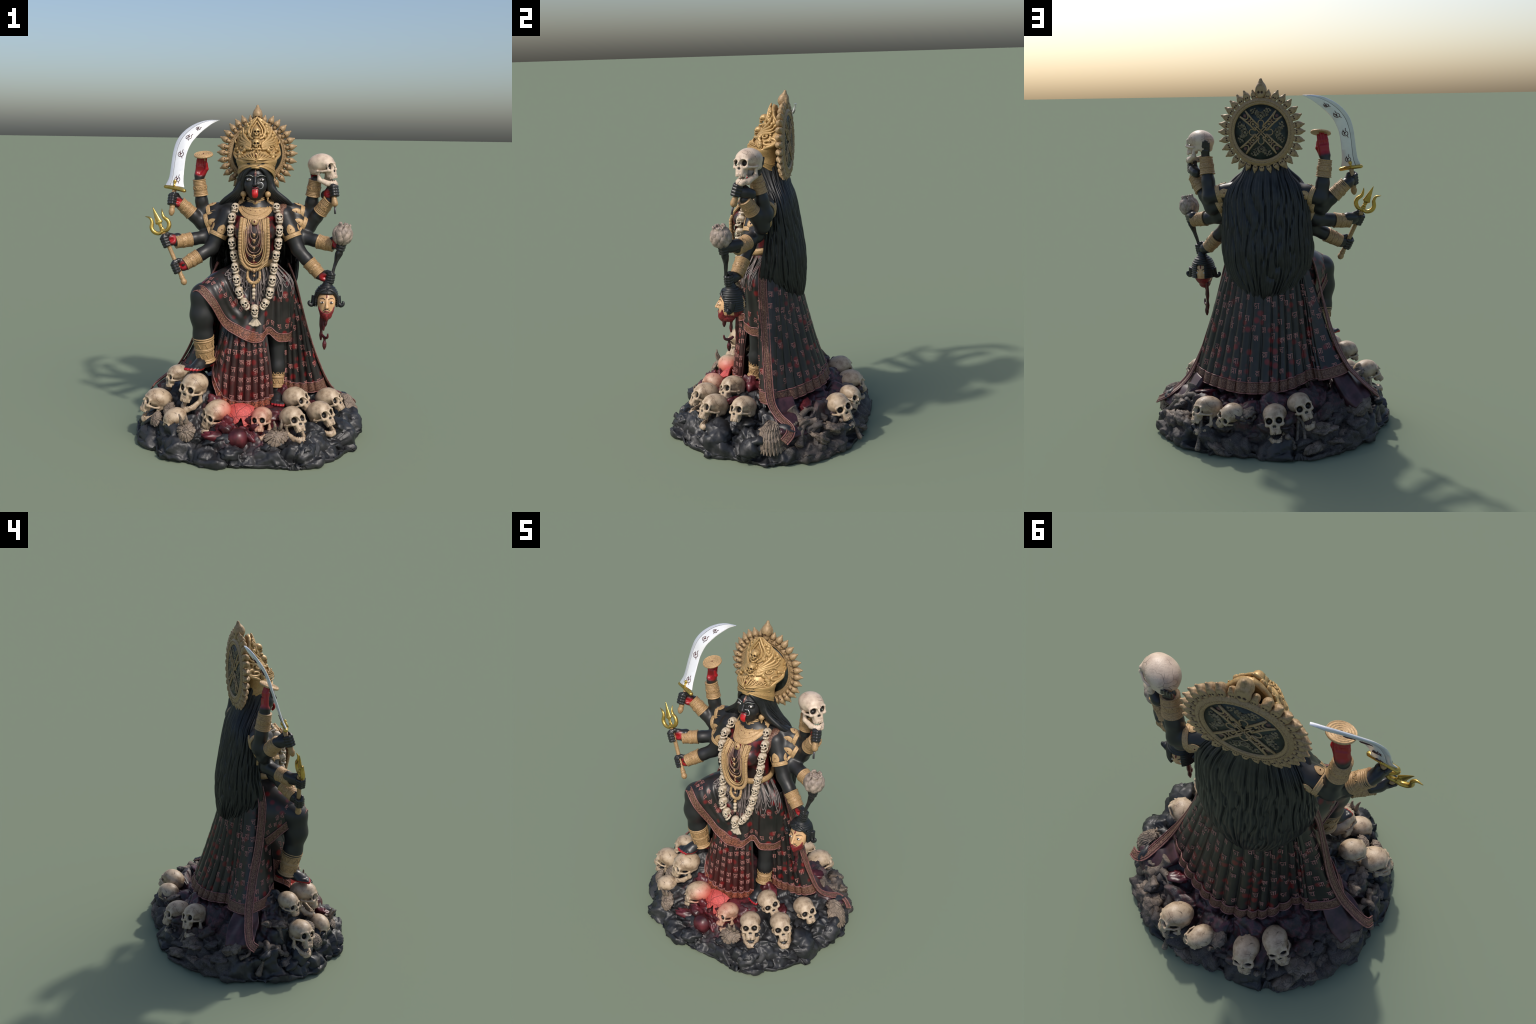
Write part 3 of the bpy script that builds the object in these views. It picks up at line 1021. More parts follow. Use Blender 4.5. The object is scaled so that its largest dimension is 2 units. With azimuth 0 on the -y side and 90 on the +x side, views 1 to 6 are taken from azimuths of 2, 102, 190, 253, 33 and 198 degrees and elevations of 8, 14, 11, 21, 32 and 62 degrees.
#        shoulder             elbow                 wrist              (upper arm leaves the trunk, forearm ends in the bangle)
ARMS = [((-0.150, 0.035, 1.388), (-0.310, 0.060, 1.340), (-0.333, 0.041, 1.555)),
        ((-0.160, 0.005, 1.345), (-0.310, 0.030, 1.290), (-0.442, -0.006, 1.418)),
        ((-0.150, 0.000, 1.280), (-0.285, 0.000, 1.215), (-0.455, -0.095, 1.191)),
        ((-0.155, -0.020, 1.350), (-0.245, -0.055, 1.155), (-0.395, -0.138, 1.066)),
        ((0.170, 0.035, 1.388), (0.335, 0.058, 1.345), (0.362, 0.012, 1.565)),
        ((0.185, 0.005, 1.345), (0.330, 0.035, 1.280), (0.446, -0.034, 1.450)),
        ((0.180, 0.000, 1.285), (0.300, -0.005, 1.222), (0.475, -0.078, 1.187)),
        ((0.182, -0.020, 1.350), (0.268, -0.060, 1.155), (0.398, -0.104, 1.018))]


def arm_field(P, a):
    s, e, w = [A(q) for q in a]
    return smin(smin(sd_cap(P, s, s + (e - s) * 0.5, 0.050, 0.049), sd_cap(P, s + (e - s) * 0.5, e, 0.049, 0.041), 0.02),
                smin(sd_cap(P, e, e + (w - e) * 0.40, 0.041, 0.038), sd_cap(P, e + (w - e) * 0.40, w, 0.038, 0.026), 0.012), 0.016)


def trunk_field(P):
    Q = P.copy()
    Q[:, 0] = np.abs(Q[:, 0] - CX)
    d = sd_ell(Q, (0, 0.01, 1.30), (0.135, 0.098, 0.135))
    d = smin(d, sd_ell(Q, (0.060, -0.118, 1.268), (0.064, 0.078, 0.066)), 0.035)
    d = smin(d, sd_ell(Q, (0, -0.02, 1.12), (0.112, 0.085, 0.14)), 0.06)
    d = smin(d, sd_ell(Q, (0, 0.0, 0.99), (0.155, 0.110, 0.12)), 0.06)
    d = smin(d, sd_ell(Q, (0, -0.045, 1.325), (0.105, 0.095, 0.060)), 0.04)
    d = smin(d, sd_cap(Q, (0, 0.005, 1.372), (0.150, 0.015, 1.366), 0.050, 0.046), 0.04)
    d = smin(d, sd_cap(Q, (0.0, 0.0, 1.35), (0.0, -0.008, 1.47), 0.052, 0.046), 0.045)
    d = smin(d, sd_cap(Q, (0.16, -0.005, 1.345), (0.165, -0.02, 1.30), 0.05), 0.03)
    return d


def body_field(P):
    d = trunk_field(P)
    for a in ARMS:
        d = smin(d, arm_field(P, a), 0.018)
    return d


V, F = surface_nets(body_field, (-0.52, -0.24, 0.90), (0.54, 0.15, 1.63), 0.0062)
V = smooth_verts(V, F, 2, 0.5)
C = V[F].mean(1)
dt = trunk_field(C)
da = np.stack([arm_field(C, a) for a in ARMS])
best = da.argmin(0)
reg = np.zeros(len(F), int)
isarm = (da.min(0) < dt) & (np.abs(C[:, 0] - CX) > 0.165)
reg[isarm] = 2 + best[isarm]
bod = (~isarm) & (C[:, 2] < 1.352) & (np.abs(C[:, 0] - CX) < 0.132)
reg[bod] = 1
BODY = split_body(V, F, reg, ['torso', 'bodice'] + ['arm'] * 8, [M_SKIN, M_BODICE] + [M_SKIN] * 8, ROOT)
BBVH = BVHTree.FromPolygons(V.tolist(), F.tolist())


def on_body(x, z, off=0.0):
    h = BBVH.ray_cast(Vector((x, -1, z)), Vector((0, 1, 0)))
    if h[0] is None:
        return A([x, -0.05, z])
    return A(h[0]) + A(h[1]) * off * A([0.4, 1, 0.4])


# ------------------------------------------------------------------ head
HX = 0.011


def head_field(P):
    Q = P.copy()
    Q[:, 0] = np.abs(Q[:, 0] - HX)
    d = sd_ell(Q, (0, 0.005, 1.580), (0.072, 0.090, 0.085))
    d = smin(d, sd_ell(Q, (0, -0.028, 1.545), (0.0655, 0.076, 0.094)), 0.03)
    d = smin(d, sd_ell(Q, (0, -0.062, 1.474), (0.030, 0.034, 0.026)), 0.04)
    d = smin(d, sd_ell(Q, (0.034, -0.070, 1.525), (0.026, 0.028, 0.028)), 0.03)
    d = smin(d, chain(Q, [(0, -0.099, 1.595), (0, -0.112, 1.560), (0, -0.124, 1.539)], [0.006, 0.0065, 0.0095], 0.008), 0.012)
    d = smin(d, sd_ell(Q, (0.0095, -0.113, 1.536), (0.007, 0.010, 0.006)), 0.006)
    d = smax(d, -sd_ell(Q, (0.037, -0.118, 1.567), (0.023, 0.020, 0.011)), 0.012)
    d = smin(d, sd_ell(Q, (0.036, -0.086, 1.566), (0.021, 0.016, 0.013)), 0.006)
    d = smin(d, chain(Q, [(0.012, -0.103, 1.586), (0.034, -0.100, 1.591), (0.056, -0.082, 1.584)], [0.005, 0.006, 0.004], 0.008), 0.010)
    d = smin(d, chain(Q, [(0, -0.110, 1.5205), (0.012, -0.107, 1.519), (0.021, -0.099, 1.516)], [0.0055, 0.0048, 0.003], 0.004), 0.006)
    d = smin(d, sd_cap(P - A([HX, 0, 0]), (-0.012, -0.100, 1.500), (0.012, -0.100, 1.500), 0.006), 0.012)
    d = smin(d, sd_ell(Q, (0.072, 0.0, 1.55), (0.010, 0.018, 0.026)), 0.006)            # ear
    d = smin(d, sd_cap(Q, (0, -0.006, 1.50), (0, -0.004, 1.425), 0.046, 0.047), 0.02)
    return d


V, F = surface_nets(head_field, (-0.085, -0.145, 1.415), (0.107, 0.11, 1.68), 0.0031)
V = smooth_verts(V, F, 1, 0.4)
HEAD = mesh_obj('head', V, F, M_SKIN, ROOT)
HBVH = BVHTree.FromPolygons(V.tolist(), F.tolist())


def on_face(x, z, off=0.0):
    h = HBVH.ray_cast(Vector((x + HX, -1, z)), Vector((0, 1, 0)))
    return A(h[0]) + A(h[1]) * off


def almond(g, cx, cz, w, h, off, proj, mi=0, tilt=0.0, n=15):
    t = np.linspace(0, 1, n)
    x = cx + (t - 0.5) * w
    z = cz + (t - 0.5) * tilt
    P = A([proj(a, b, off) for a, b in zip(x, z)])
    g.tube(P, np.maximum(0.0004, h * np.sin(np.pi * t) ** 0.75), 12, mi, up=(0, 0, 1))


for sgn in (-1, 1):
    g = Geo()
    almond(g, sgn * 0.0375, 1.5665, 0.034, 0.0074, -0.0036, on_face, 0, sgn * 0.003)
    c = on_face(sgn * 0.0365, 1.567, 0.0012)
    g.ball(c, (0.0058, 0.0034, 0.0062), mi=1)
    g.obj('eye', [M_WHITE, M_IRIS], HEAD)
    g = Geo()
    pts = [(0.012, 1.5835), (0.026, 1.5905), (0.042, 1.592), (0.058, 1.585)]
    P = even([on_face(sgn * a, b, 0.0012) for a, b in pts], 20)
    g.tube(P, np.interp(np.linspace(0, 1, 20), [0, .3, 1], [0.0016, 0.0019, 0.0007]), 8)
    g.obj('eyebrow', M_BROW, HEAD)
    g = Geo()
    e = A([HX + sgn * 0.072, -0.030, 1.512])
    for r, dz in ((0.0085, 0.0), (0.0185, -0.034), (0.0075, -0.056), (0.005, -0.068)):
        g.ball(e + A([0, 0, dz]), (r, r, r * (1.25 if r < 0.01 else 1.0)), seg=16)
    g.tube([e + A([0, 0, 0.02]), e], 0.004, 8)
    g.obj('earring', M_GOLDPALE, HEAD)
# lips, teeth, tongue
g = Geo()
P = even([on_face(x, z, 0.0008) for x, z in [(-0.021, 1.5155), (-0.010, 1.520), (0, 1.5185), (0.010, 1.520), (0.021, 1.5155)]], 21)
g.tube(P, 0.0042 * np.sin(np.linspace(0.12, np.pi - 0.12, 21)) ** 0.6, 8)
g.obj('lip', M_LIP, HEAD)
g = Geo()
P = even([on_face(x, 1.5105, 0.004) for x in (-0.015, 0, 0.015)], 11)
g.tube(P, 0.0036 * np.sin(np.linspace(0.3, np.pi - 0.3, 11)) ** 0.5, 8)
g.obj('teeth', M_WHITE, HEAD)
u, v = np.meshgrid(np.linspace(-1, 1, 15), np.linspace(0, 1, 18), indexing='ij')
hw = 0.0142 * np.sqrt(np.clip(1 - np.clip((v - 0.6) / 0.42, 0, 1) ** 2, 0.03, 1))
P = np.stack([HX + u * hw, -0.108 - 0.012 * np.sin(v * 2.4) + 0.006 * u * u - 0.0015 * np.abs(u) ** 0.5 + 0.008 * v ** 3, 1.5072 - 0.041 * v], 2)
Geo().sheet(P, 0.007).obj('tongue', M_RED, HEAD)
# forehead mark and nose ring
g = Geo()
P = even([on_face(0, z, 0.0004) for z in (1.584, 1.596, 1.610, 1.634)], 20)
g.tube(P, np.interp(np.linspace(0, 1, 20), [0, .15, .35, .6, 1], [0.003, 0.006, 0.0075, 0.0045, 0.0008]), 8, 0, flat=1.0)
P = even([on_face(0, z, 0.0022) for z in (1.588, 1.597, 1.606)], 8)
g.tube(P, [.0015, .0045, .0056, .0056, .005, .004, .003, .0015], 8, 1)
P = even([on_face(0, z, 0.004) for z in (1.612, 1.622, 1.634)], 8)
g.tube(P, np.linspace(0.0022, 0.0006, 8), 6, 0)
g.obj('forehead_mark', [M_ROSE, M_RUBY], HEAD)
g = Geo()
a = np.linspace(math.radians(150), math.radians(-110), 26)
P = A([[HX + 0.030 + 0.0165 * math.cos(k), -0.118, 1.534 + 0.0185 * math.sin(k)] for k in a])
g.tube(P, 0.0010 + 0.0022 * np.sin(np.linspace(0, np.pi, 26)) ** 1.5, 8)
g.tube(even([(HX + 0.012, -0.118, 1.552), (HX + 0.022, -0.116, 1.546), (HX + 0.036, -0.112, 1.552)], 10), 0.0012, 6)
g.obj('nose_ring', M_SILVER, HEAD)


# ------------------------------------------------------------------ legs and feet
def leg(pts, rad, lo, hi):
    V, F = surface_nets(lambda P: chain(P, pts, rad, 0.04), lo, hi, 0.007)
    mesh_obj('leg', smooth_verts(V, F, 2), F, M_SKIN, ROOT)


leg([(-0.09, 0.0, 0.96), (-0.276, -0.194, 0.890), (-0.284, -0.206, 0.78), (-0.280, -0.194, 0.65), (-0.266, -0.168, 0.485)], [0.085, 0.070, 0.065, 0.052, 0.036],
    (-0.39, -0.33, 0.43), (0.02, 0.10, 1.06))
leg([(0.12, -0.01, 0.95), (0.150, -0.045, 0.66), (0.155, -0.058, 0.435), (0.155, -0.068, 0.29)], [0.085, 0.056, 0.043, 0.034], (0.02, -0.14, 0.24), (0.23, 0.10, 1.05))


def foot_field(P):
    d = chain(P, [(0, 0.0, 0.075), (0, -0.005, 0.05), (0.002, -0.075, 0.026), (0.004, -0.105, 0.018)], [0.034, 0.033, 0.028, 0.022], 0.025)
    d = smin(d, sd_ell(P, (0, 0.022, 0.028), (0.029, 0.032, 0.030)), 0.02)
    d = smin(d, sd_ell(P, (0.002, -0.098, 0.014), (0.041, 0.036, 0.017)), 0.02)
    for i in range(5):
        x = -0.030 + 0.0155 * i
        ln = (0.150, 0.152, 0.148, 0.141, 0.130)[i]
        r = (0.0115, 0.0088, 0.0082, 0.0078, 0.0075)[i]
        d = smin(d, chain(P, [(x * 0.9, -0.115, 0.014), (x, -ln + 0.012, 0.016), (x, -ln, 0.009)], [r, r, r * 0.9], 0.006), 0.006)
    return smax(d, -P[:, 2], 0.008)


def foot_mat():
    t = NT('dyed_foot')
    z = t.sep(t.tc, 2)
    y = t.sep(t.tc, 1)
    n = t.math('MULTIPLY', t.math('SUBTRACT', t.noise(50, 2), 0.5), 0.006)
    edge = t.math('ADD', 0.0135, t.math('MULTIPLY', t.step(y, -0.110, -0.140), 0.004))
    edge = t.math('ADD', edge, t.math('MULTIPLY', t.step(y, -0.01, 0.03), 0.012))
    f = t.step(t.math('SUBTRACT', t.math('ADD', z, n), edge), 0.003, -0.002)
    t.p(Base_Color=t.mix(f, (0.0165, 0.0168, 0.0175), (0.34, 0.010, 0.014)), Roughness=0.36)
    return t.m


V, F = surface_nets(foot_field, (-0.06, -0.18, -0.012), (0.06, 0.07, 0.125), 0.0038)
o = mesh_obj('foot', V, F, foot_mat(), None)
ME_FOOT = o.data
bpy.data.objects.remove(o)
instance(ME_FOOT, 'foot', Matrix.Translation((-0.258, -0.160, 0.452)) @ Matrix.Rotation(math.radians(-33), 4, 'Z') @ Matrix.Rotation(math.radians(-3), 4, 'X') @ Matrix.Scale(1.07, 4), ROOT)
instance(ME_FOOT, 'foot', Matrix.Translation((0.157, -0.072, 0.238)) @ Matrix.Rotation(math.radians(4), 4, 'Z') @ Matrix.Diagonal((-1.0, 1.0, 1.0, 1)), ROOT)


# ------------------------------------------------------------------ hands
def fist_field(P):
    d = sd_ell(P, (-0.022, 0.006, 0.0), (0.036, 0.019, 0.029))
    d = smin(d, sd_cap(P, (-0.062, 0.0, 0.0), (-0.035, 0.003, 0.0), 0.027, 0.024), 0.02)
    d = smax(d, -sd_ell(P, (-0.008, -0.016, 0.0), (0.018, 0.014, 0.024)), 0.008)
    d = smin(d, sd_ell(P, (-0.026, -0.006, 0.014), (0.024, 0.014, 0.013)), 0.012)       # thumb mound
    d = smin(d, sd_ell(P, (-0.026, -0.006, -0.016), (0.022, 0.012, 0.011)), 0.012)      # heel of the palm
    for i in range(4):
        z = 0.0225 - 0.0150 * i
        r = 0.0086 if i < 3 else 0.0076
        d = smin(d, chain(P, [(0.004, 0.016, z), (0.024, 0.014, z), (0.033, 0.000, z), (0.026, -0.014, z), (0.008, -0.019, z)],
                          [r, r, r, r * 0.95, r * 0.85], 0.004), 0.0025)
    d = smin(d, chain(P, [(-0.030, -0.004, 0.024), (-0.008, -0.010, 0.034), (0.018, -0.013, 0.0345), (0.028, -0.006, 0.031)], [0.012, 0.010, 0.0085, 0.0075], 0.006), 0.005)
    return d


FIST_MAT = hand_mat('dyed_fist', (-0.026, -0.007, -0.003), 0.016, 0.033)
FIST_MAT_M = hand_mat('dyed_fist_mirrored', (-0.026, 0.007, -0.003), 0.016, 0.033)
V, F = surface_nets(fist_field, (-0.095, -0.04, -0.045), (0.05, 0.042, 0.052), 0.0030)
o = mesh_obj('hand', V, F, FIST_MAT, None)
ME_FIST = o.data
bpy.data.objects.remove(o)
# dye shows on the back of the hand as well
o = mesh_obj('hand', V * A([1, -1, 1]), F[:, ::-1], FIST_MAT_M, None)
ME_FIST_M = o.data
bpy.data.objects.remove(o)


def open_hand_field(P):
    """palm upright, faces -y, fingers along +z leaning a little forward"""
    d = sd_box(P, (0, 0.004, 0.040), (0.029, 0.013, 0.038), 0.012)
    d = smin(d, sd_cap(P, (0, 0.004, -0.03), (0, 0.003, 0.01), 0.027, 0.026), 0.015)
    d = smax(d, -sd_ell(P, (0, -0.016, 0.045), (0.017, 0.010, 0.026)), 0.01)
    for i in range(4):
        x = -0.022 + 0.0145 * i
        ln = (0.125, 0.138, 0.142, 0.130)[i]
        d = smin(d, chain(P, [(x, 0.003, 0.07), (x * 1.0, 0.004, 0.10), (x, -0.002, ln)], [0.0088, 0.0082, 0.0068], 0.004), 0.003)
    d = smin(d, chain(P, [(0.020, -0.004, 0.025), (0.034, -0.014, 0.060), (0.028, -0.022, 0.095)], [0.014, 0.0105, 0.0075], 0.006), 0.008)
    return d


V, F = surface_nets(open_hand_field, (-0.055, -0.045, -0.07), (0.06, 0.035, 0.165), 0.0032)
o = mesh_obj('hand', V, F, hand_mat('dyed_palm', (0, -0.004, 0.085), 0.058, 0.082, 0.95), None)
ME_OPEN = o.data
bpy.data.objects.remove(o)
o = mesh_obj('hand', V, F, hand_mat('dyed_palm_dark', (0.0, -0.02, 0.02), 0.022, 0.045, 0.9), None)
ME_OPEN_DARK = o.data
bpy.data.objects.remove(o)


def fist(side, grip, axis, wrist, parent=ROOT, s=1.1):
    """fist closed round a bar through grip along axis; the wrist sets the hand's direction"""
    g = A(grip, float)
    z = unit(axis)
    x = g - A(wrist)
    M = frame(g, z, x)
    M = M @ Matrix.Translation((-0.008 * s, 0, 0)) @ Matrix.Scale(s, 4)
    instance(ME_FIST if side > 0 else ME_FIST_M, 'hand', M, parent)


# ------------------------------------------------------------------ bangles, armbands, anklets
def ringed(g, a, b, ra, rb, mi=0, rings=None, seg=40):
    """bangle sleeve from a to b with raised rings and a tooled middle"""
    a, b = A(a, float), A(b, float)
    L = np.linalg.norm(b - a)
    t = np.linspace(0, 1, 61)
    r = ra + (rb - ra) * t
    rip = 0.0030 * np.abs(np.sin(np.pi * 11 * t)) ** 0.8 - 0.0006
    mid = (t > 0.36) & (t < 0.64)
    rip[mid] = 0.0022
    rip[(np.abs(t - 0.34) < 0.012) | (np.abs(t - 0.66) < 0.012)] = -0.0018
    rip[:3] = rip[-3:] = 0.0035
    prof = np.stack([r + rip, t * L], 1)
    prof = np.concatenate([[[ra - 0.008, 0.0]], prof, [[rb - 0.008, L]]])
    M = frame(a, b - a, (0.3, -1, 0.2))
    g.lathe(prof, M, seg, mi)
    # tooled scroll bosses round the middle
    n = 9
    for k in range(n):
        ang = 2 * math.pi * k / n
        rr = (ra + rb) / 2 + 0.002
        P = xf(M, [[rr * math.cos(ang + q), rr * math.sin(ang + q), L * (0.5 + 0.09 * s)] for q, s in zip(np.linspace(-0.25, 0.25, 9), np.sin(np.linspace(0, 2 * np.pi, 9)))])
        g.tube(P, 0.0022, 5, mi)


for s_, e_, w_ in ARMS:
    a, b = A(w_), A(w_) + unit(A(e_) - A(w_)) * 0.096
    a = a - unit(A(e_) - A(w_)) * 0.002
    g = Geo()
    ringed(g, a, b, 0.0360, 0.0420)
    g.obj('bangle', M_BANGLE, ROOT)


def band_leaf(g, M, r, ang, w, ln, mi=0):
    """pointed leaf plate lying on the arm (local z = along the arm towards the shoulder)"""
    u, v = np.meshgrid(np.linspace(-1, 1, 11), np.linspace(0, 1, 14), indexing='ij')
    hw = w * np.sin(np.pi * np.clip(0.22 + 0.78 * v, 0, 1)) ** 0.7 + 0.0008
    th = ang + u * hw / r
    rr = r + 0.004 + 0.002 * (1 - u * u)
    P = np.stack([rr * np.cos(th), rr * np.sin(th), ln * v], 2)
    g.sheet(xf(M, P.reshape(-1, 3)).reshape(P.shape), 0.006, mi, flip=False)
    c = xf(M, [[(r + 0.006) * math.cos(ang), (r + 0.006) * math.sin(ang), ln * 0.42]])[0]
    n = xf(M, [[(r + 0.009) * math.cos(ang), (r + 0.009) * math.sin(ang), ln * 0.42]])[0] - c
    g.ball(c, (0.0035, 0.003, 0.0045), mi=1, seg=8)
    rim = np.concatenate([P[0, :], P[-1, ::-1]])
    g.tube(xf(M, rim), 0.0014, 5, mi)


for (s, e, w), t in zip(ARMS, (0.70, 0.74, 0.72, 0.60, 0.66, 0.72, 0.66, 0.60)):
    s, e = A(s), A(e)
    c = s + (e - s) * t
    g = Geo()
    r = 0.0520
    prof = [(r - 0.012, -0.013), (r + 0.002, -0.013), (r + 0.004, -0.010), (r + 0.001, -0.006), (r + 0.0035, -0.003), (r + 0.0035, 0.001), (r + 0.001, 0.004), (r + 0.004, 0.008),
            (r + 0.002, 0.012), (r - 0.012, 0.012)]
    M = frame(c, s - e, (0, -1, 0.0))
    g.lathe(prof, M, 40)
    for k, w2 in ((0.15, 0.021), (1.45, 0.017), (-1.25, 0.017), (3.1, 0.021)):
        band_leaf(g, M @ Matrix.Translation((0, 0, 0.012)), r - 0.001, k, w2, 0.055 if w2 > 0.02 else 0.042)
    g.obj('armband', [M_GOLDPALE, M_RUBY], ROOT)
for a, b, ra, rb in [((-0.267, -0.170, 0.497), (-0.279, -0.195, 0.652), 0.050, 0.061), ((0.155, -0.070, 0.318), (0.155, -0.058, 0.438), 0.040, 0.048)]:
    a, b = A(a), A(b)
    L = np.linalg.norm(b - a)
    t = np.linspace(0, 1, 80)
    rip = 0.0
    for k in (0.02, 0.10, 0.48, 0.53, 0.88, 0.97):
        rip = rip + 0.0042 * np.exp(-((t - k) / 0.02) ** 2)
    rip = rip + 0.009 * np.exp(-((t - 0.0) / 0.05) ** 2)
    g = Geo()
    g.lathe(np.concatenate([[[ra - .01, 0]], np.stack([ra + (rb - ra) * t + rip, t * L], 1), [[rb - .01, L]]]), frame(a, b - a, (0, -1, 0)), 48)
    M = frame(a, b - a, (0, -1, 0))
    for zc in (0.29, 0.71):
        q = np.linspace(0, 2 * np.pi, 97)[:-1]
        rr = ra + (rb - ra) * zc + 0.001
        g.tube(xf(M, np.stack([rr * np.cos(q), rr * np.sin(q), L * (zc + 0.10 * np.sin(9 * q))], 1)), 0.0024, 5, closed=True)
    g.obj('anklet', M_BANGLE, ROOT)


# ------------------------------------------------------------------ cloth
class Cloth:
    """sheet lofted through hanging lines; each line runs from waist to hem"""
    def __init__(s, lines, nu, nv, centre=(0.013, 0.02)):
        L = np.stack([even(l, nv) for l in lines])
        s.P = crom(L, nu)
        s.c = centre
        s.u = np.linspace(0, 1, nu)[:, None] * np.ones((1, nv))
        s.v = np.linspace(0, 1, nv)[None] * np.ones((nu, 1))
        s._n()

    def _n(s):
        N = grid_normals(s.P)
        o = s.P[..., :2] - A(s.c)
        s.sg = 1.0 if (N[..., :2] * o).sum() > 0 else -1.0
        s.N = N * s.sg

    def push(s, d):
        s.P = s.P + s.N * d[..., None]
        s._n()

    def at(s, u, v, off=0.0):
        nu, nv = s.P.shape[:2]
        x, y = np.clip(u, 0, 1) * (nu - 1), np.clip(v, 0, 1) * (nv - 1)
        i, j = np.minimum(x.astype(int), nu - 2), np.minimum(y.astype(int), nv - 2)
        f, g = (x - i)[..., None], (y - j)[..., None]
        w = lambda Q: (Q[i, j] * (1 - f) + Q[i + 1, j] * f) * (1 - g) + (Q[i, j + 1] * (1 - f) + Q[i + 1, j + 1] * f) * g
        n = unit(w(s.N))
        return w(s.P) + n * (off[..., None] if isinstance(off, np.ndarray) else off)

    def body(s, name, mat=None, thick=0.007, parent=ROOT):
        return Geo().sheet(s.P, thick, flip=s.sg < 0).obj(name, mat or M_CLOTH, parent)

    def band(s, g, u0, u1, v0, v1, nu=160, nv=7, off=0.0035, edge=True):
        """trim laid on the sheet, with piping on both long edges"""
        u, v = np.meshgrid(np.linspace(u0, u1, nu), np.linspace(0, 1, nv), indexing='ij')
        vv0 = v0(u) if callable(v0) else v0
        vv1 = v1(u) if callable(v1) else v1
        P = s.at(u, vv0 + (vv1 - vv0) * v, off)
        g.sheet(P, 0.008, 0, flip=s.sg < 0)
        if edge:
            for k in (0, nv - 1):
                g.tube(P[:, k], 0.0034, 6, 1)

    def band_u(s, g, v0, v1, u0, u1, n=120, off=0.0035):
        v, u = np.meshgrid(np.linspace(v0, v1, n), np.linspace(u0, u1, 7), indexing='ij')
        P = s.at(u, v, off)
        g.sheet(P, 0.008, 0, flip=s.sg > 0)
        for k in (0, 6):
            g.tube(P[:, k], 0.0034, 6, 1)


# syllable-like printed letters, drawn as pen strokes in a unit box
def arc(cx, cz, r, a0, a1, n=9, sy=1.0):
    a = np.radians(np.linspace(a0, a1, n))
    return np.stack([cx + r * np.cos(a), cz + r * sy * np.sin(a)], 1)


LETTERS = [
    [A([(-.5, .45), (.5, .45)]), A([(.12, .45), (.12, -.5)]), A([(.40, .45), (.40, -.45)]), arc(-.12, .02, .24, 20, 330), A([(-.05, -.2), (-.3, -.45)])],
    [A([(-.5, .45), (.5, .45)]), A([(.35, .45), (.35, -.5)]), arc(-.15, .12, .25, 90, 380), arc(-.15, -.25, .2, 80, -120)],
    [A([(-.5, .45), (.45, .45)]), A([(-.05, .45), (-.05, -.45)]), arc(-.05, .05, .27, 100, 270), arc(-.02, .05, .25, 80, -60), A([(.38, .45), (.38, -.4)])],
    [A([(-.45, .45), (.5, .45)]), A([(.30, .45), (.30, -.5)]), A([(-.35, .2), (.1, .2), (-.2, -.1), (.15, -.4)])],
]


PRINTED = []


def letter(g, cloth, u, v, size, kind, rot=0.0, off=0.0022):
    e = 0.004
    here = cloth.at(A([u]), A([v]))[0]
    if any(np.linalg.norm(here - q) < size * 1.12 for q in PRINTED):
        return
    PRINTED.append(here)
    p = [cloth.at(A([u + a]), A([v + b]))[0] for a, b in ((-e, 0), (e, 0), (0, -e), (0, e))]
    su, sv = np.linalg.norm(p[1] - p[0]) / (2 * e), np.linalg.norm(p[3] - p[2]) / (2 * e)
    c, s = math.cos(rot), math.sin(rot)
    hand = 1.0 if cloth.sg < 0 else -1.0
    for st in LETTERS[kind % len(LETTERS)]:
        D = [st[0]]
        for a, b in zip(st[:-1], st[1:]):
            k = max(2, int(np.linalg.norm(b - a) / 0.16))
            D += [a + (b - a) * q / k for q in range(1, k + 1)]
        D = A(D) * size * A([1.0, 1.05])
        D = np.stack([D[:, 0] * c - D[:, 1] * s, D[:, 0] * s + D[:, 1] * c], 1)
        T = unit(np.gradient(D, axis=0))
        W = np.stack([-T[:, 1], T[:, 0]], 1) * size * 0.058
        for k in range(2):
            pass
        L, R = D - W, D + W
        q = []
        for E in (L, R):
            q.append(cloth.at(u + hand * E[:, 0] / su, v - E[:, 1] / sv, off))
        P = np.stack(q, 1)
        n = len(D)
        Vv = P.reshape(-1, 3)
        Fc = [(2 * i, 2 * i + 1, 2 * i + 3, 2 * i + 2) for i in range(n - 1)]
        g.add(Vv, Fc)


W0 = 1.062
